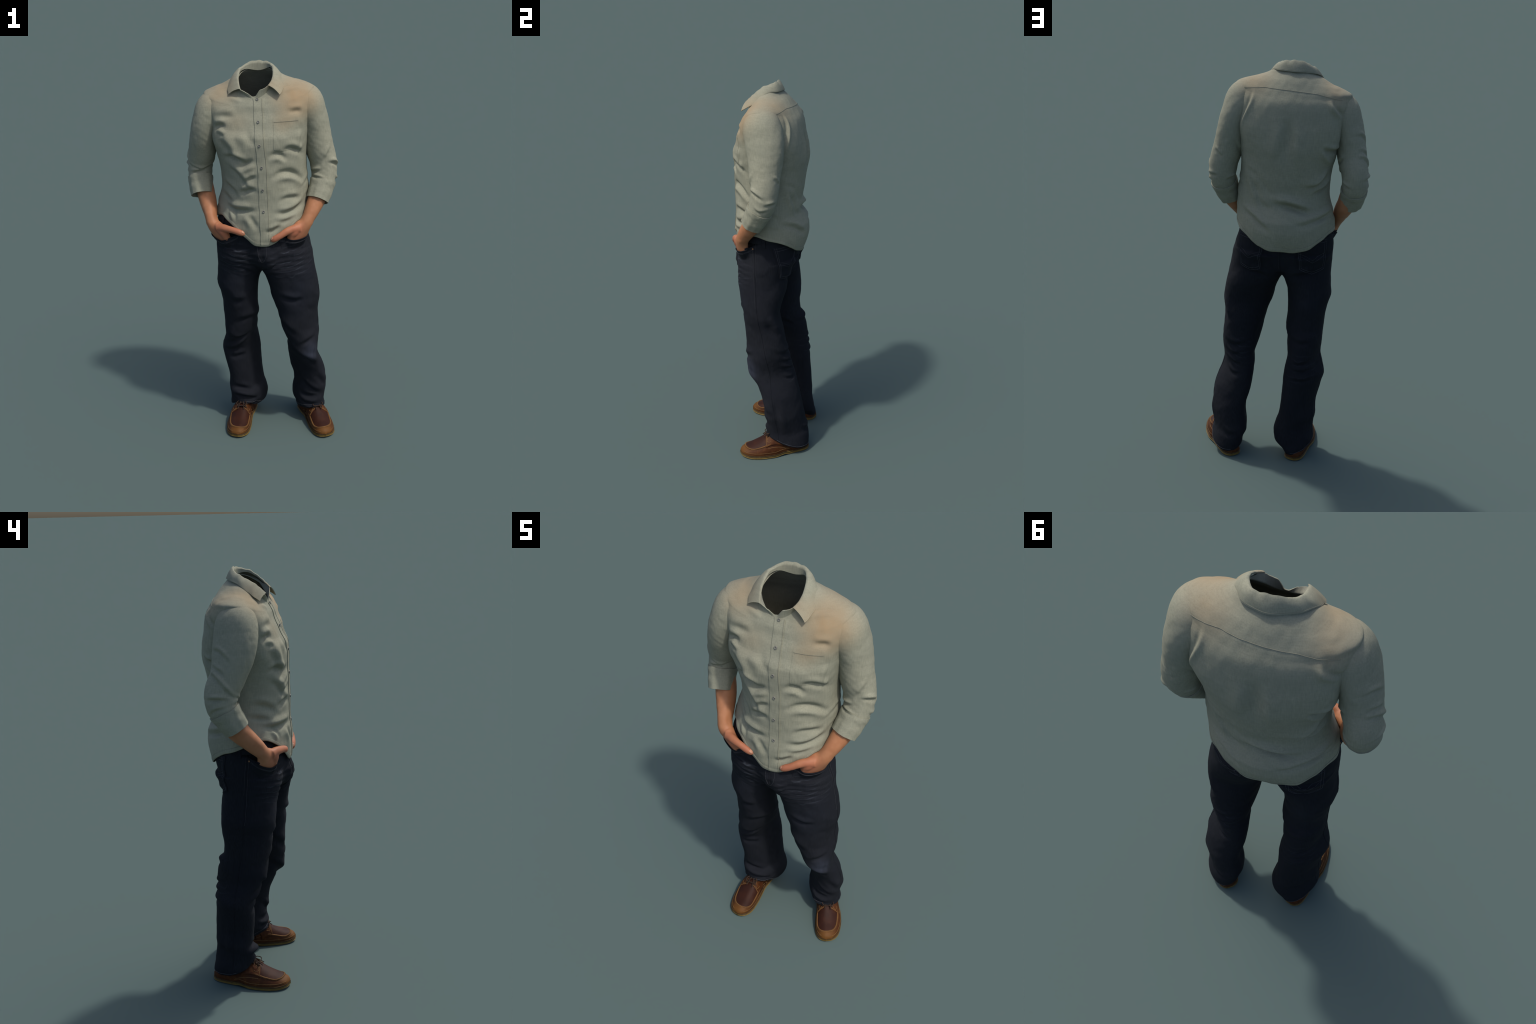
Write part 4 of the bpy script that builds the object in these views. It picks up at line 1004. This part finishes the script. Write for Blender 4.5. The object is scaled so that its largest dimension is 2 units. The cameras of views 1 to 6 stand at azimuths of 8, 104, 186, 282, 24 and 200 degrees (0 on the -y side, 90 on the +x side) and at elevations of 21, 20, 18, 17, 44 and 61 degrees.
for heel, toe, outer in (((-.117, .184), (-.130, -.205), -1), ((.206, .200), (.349, -.156), 1)):
    sh = Shoe(heel, toe, outer)
    # upper: sections across the foot
    nu, nc = 110, 48; us = .5 - .5*np.cos(np.linspace(.035, PI-.03, nu)); V = []
    wi, wo = shoe_width(us); hh = hermite(*HEIGHT, us)
    for u, a, b, h in zip(us, wi, wo, hh):
        base = .016 + sole_lift(u)
        # fuller, boxier section at the toe, arched at the instep
        n = 1.95 - .15*sstep(.75, .45, u)
        ridge = float(sstep(.55, .66, u)*(1-sstep(.93, .985, u)))
        for q in np.linspace(0, PI, nc):
            sx, cx = superell(np.array([math.cos(q)]), np.array([math.sin(q)]), n); sx, cx = float(sx[0]), float(cx[0])
            lean = (b-a)*.15*cx
            w = (b*sx if sx > 0 else a*sx)*(1 + .03*math.sin(PI*cx)) - lean
            z = base + (h - base)*cx
            V.append(sh.W(u, w, z))
    V = np.array(V)
    V += (lumps(V, .07, 41 if outer < 0 else 42, 2)*.0012)[:, None]*np.array([0, 0, 1])
    Fs = grid_faces(nu, nc, False)
    Fs += [tuple(range(nc)), tuple(range((nu-1)*nc, nu*nc))[::-1]]
    shoe = make_mesh('shoe', V, Fs, M_LEATHER, True, man)
    bm = bmesh.new(); bm.from_mesh(shoe.data); bmesh.ops.recalc_face_normals(bm, faces=bm.faces); bm.to_mesh(shoe.data); bm.free()
    sbv = bvh_of(shoe)
    # sole in two layers: gum bottom, darker welt
    for nm, grow, z0, z1, mt in (('sole', .0015, .002, .0115, M_SOLE), ('welt', .0008, .0118, .0185, M_SOLE_EDGE)):
        o = outline_pts(160, grow); rows = []
        for z, gr in ((z0, -.004), (z0+.002, -.0005), ((z0+z1)/2, .0005), (z1-.001, 0), (z1, -.003)):
            rows.append([sh.W(u, w + math.copysign(gr, w) if abs(w) > .004 else w, z + float(sole_lift(np.array([min(max(u, 0), 1)]))[0])) for u, w in o])
        nn = len(o); Vs = np.array(rows).reshape(-1, 3)
        sole = make_mesh(nm, Vs, grid_faces(5, nn) + [tuple(range(nn))[::-1], tuple(range(4*nn, 5*nn))], mt, True, shoe)
        bm = bmesh.new(); bm.from_mesh(sole.data); bmesh.ops.recalc_face_normals(bm, faces=bm.faces); bm.to_mesh(sole.data); bm.free()
        shade_angle(sole, 40)
    # worn toe band between the apron and the sole
    def toe_band(u, v):
        ang = (u-.5)*PI*1.02
        uu = .74 + .25*math.cos(ang); a, b = shoe_width(np.array([uu])); r = (.80 + .165*v)
        uu2 = .74 + .245*math.cos(ang)*(.90 + .08*v)
        a, b = shoe_width(np.array([uu2])); w = math.sin(ang)*(float(b[0]) if ang > 0 else float(a[0]))
        return sh.W(uu2, w*r, .3)
    # apron: plug of dark leather with a puckered seam
    def apron_edge(s):
        """s in 0..1 runs from the inner throat round the toe to the outer throat."""
        ang = (s-.5)*PI
        uu = .60 + .325*math.cos(ang)**.75 if abs(ang) < PI/2-1e-6 else .60
        a, b = shoe_width(np.array([max(uu, .62)])); half = (float(b[0]) if ang > 0 else float(a[0]))
        return uu, math.copysign(abs(math.sin(ang))**.62, ang)*half*.80
    def apron_out(u, v):
        # rows across: v from throat to toe
        uu = .55 + .372*v
        a, b = shoe_width(np.array([max(uu, .60)])); f = .80*max(0, 1-max(0, (v-.55)/.45)**3.2)**(1/2.6)
        w = (u*2-1); half = float(b[0]) if w > 0 else float(a[0])
        return sh.W(uu, w*half*f - .004, .3)
    ap = patch('apron', sbv, apron_out, (0, 0, -1), 0, .0012, .004, M_APRON, shoe, 30, 40)
    edge = [apron_out(0, v) for v in np.linspace(.05, 1, 50)] + [apron_out(1, v) for v in np.linspace(1, .05, 50)]
    L = [drop(sbv, p, (0, 0, -1), .0018) for p in edge]
    L = np.array(L)
    for _ in range(3): L[1:-1] = .5*L[1:-1] + .25*(L[2:] + L[:-2])
    tube('apron_welt', L, .0030, M_TOE, shoe, 8)
    # puckered hand stitches over the seam
    Vp, Fp = [], []
    Ls = np.concatenate([[0], np.cumsum(np.linalg.norm(np.diff(L, axis=0), axis=1))])
    c0 = sh.W(.72, 0, .05)
    for q in np.arange(.01, Ls[-1]-.01, .0062):
        p = np.array([np.interp(q, Ls, L[:, i]) for i in range(3)]); inw = c0 - p; inw[2] = 0; inw /= np.linalg.norm(inw)
        a_ = p + inw*.005 + np.array([0, 0, .0008]); m_ = p + np.array([0, 0, .0034]); e_ = p - inw*.0055 + np.array([0, 0, -.0015]); b = len(Vp)
        tn = np.cross(inw, [0, 0, 1.])
        for pp in (a_, m_, e_): Vp += [pp + tn*.0009, pp + np.array([0, 0, .0009]), pp - tn*.0009, pp - np.array([0, 0, .0009])]
        Fp += [tuple(b+i for i in f) for f in grid_faces(3, 4)]
    o = make_mesh('stitching', Vp, Fp, M_SHOE_STITCH, True, shoe); o['kind'] = 'stuff'
    # eyestays: two leather flaps over the instep
    for w0, w1 in ((.012, .058), (-.010, -.043)):
        def flap(u, v, w0=w0, w1=w1):
            uu = .40 + (.225 + .02*u)*v
            return sh.W(uu, w0*(1-u) + w1*u + (.004 if w0 > 0 else -.004)*v, .3)
        fo = patch('eyestay', sbv, flap, (0, 0, -1), 0, .0040, .006, M_LEATHER, shoe, 16, 20)
        ed = [flap(0.04, v) for v in np.linspace(.1, .96, 16)] + [flap(u, .97) for u in np.linspace(.04, .97, 14)]
        fb = bvh_of(fo)
        tube('seam', [drop(fb, p, (0, 0, -1), .0006) for p in ed], .0011, M_SHOE_STITCH, shoe, 5)
        ed = [flap(.55 + .25*math.cos(t), .72 + .2*math.sin(t)) for t in np.linspace(-.3, PI*1.1, 24)]
        tube('seam', [drop(fb, p, (0, 0, -1), .0006) for p in ed], .0010, M_SHOE_STITCH, shoe, 5)
        for vv in (.35, .62, .86):
            p = drop(fb, flap(.16, vv), (0, 0, -1), .001); a = np.arange(12)*2*PI/12
            tube('eyelet', [p + np.array([math.cos(t)*.004, math.sin(t)*.004, 0]) for t in a], .0012, M_LACE, shoe, 5, closed=True)
    # laces: cross bars and a tied bow lying on the instep
    for uu in (.48, .54, .595):
        L = [drop(sbv, sh.W(uu + .004*math.sin(q*4), w, .3), (0, 0, -1), .0075 + .002*math.cos(q)) for q, w in zip(np.linspace(-1.5, 1.5, 14), np.linspace(-.022, .026, 14))]
        tube('lace', L, .0026, M_LACE, shoe, 6)
    knot = drop(sbv, sh.W(.525, .002, .3), (0, 0, -1), .011)
    kx = np.array([*sh.n, 0]); ky = np.array([*sh.d, 0]); kz_ = np.array([0, 0, 1.])
    tube('lace', [knot - kx*.006, knot + kz_*.003, knot + kx*.006], .0055, M_LACE, shoe, 8, taper=[.7, 1, .7])
    for s_ in (1, -1):
        loop = [knot + kx*s_*(.003 + .032*math.sin(t)*abs(math.sin(t*.5))) + ky*(.020*math.sin(t*.5)**2*1.6 - .012*math.cos(t)*math.sin(t)) + kz_*(.006*math.sin(t) - .012*math.sin(t*.5)**2) for t in np.linspace(.05, 2*PI-.05, 30)]
        tube('lace', loop, .0024, M_LACE, shoe, 6)
        tail = [knot + kx*s_*(.006 + .010*t) + ky*(.048*t) + kz_*(.003 - .020*t - .006*t*t) for t in np.linspace(0, 1, 16)]
        tail = [np.array([*p[:2], max(p[2], drop(sbv, (p[0], p[1], .3), (0, 0, -1), .0055)[2])]) for p in tail]
        tube('lace', tail, .0024, M_LACE, shoe, 6)
    # side seam and collar tab on the quarters
    for s_ in (1, -1):
        L = []
        for t in np.linspace(0, 1, 30):
            u = .62 - .30*t; a, b = shoe_width(np.array([u])); w = float(b[0]) if s_ > 0 else -float(a[0])
            z = .055 - .020*t + .010*math.sin(t*PI)
            L.append(drop(sbv, sh.W(u, w*2.2, z), (*(-sh.n*s_), 0), .0006))
        tube('seam', L, .0011, M_SHOE_STITCH, shoe, 5)
        L = []
        for t in np.linspace(0, 1, 60):
            u = .30 + .66*t; a, b = shoe_width(np.array([u])); w = float(b[0]) if s_ > 0 else -float(a[0])
            L.append(drop(sbv, sh.W(u, w*2.0, .030 + float(sole_lift(np.array([u]))[0])), (*(-sh.n*s_), 0), .0004))
        tube('seam', L, .0009, M_SHOE_STITCH, shoe, 5)

for o in bpy.context.scene.objects:
    if o.name.startswith('seam') or o.name.startswith('stitching'): o['kind'] = 'stuff'
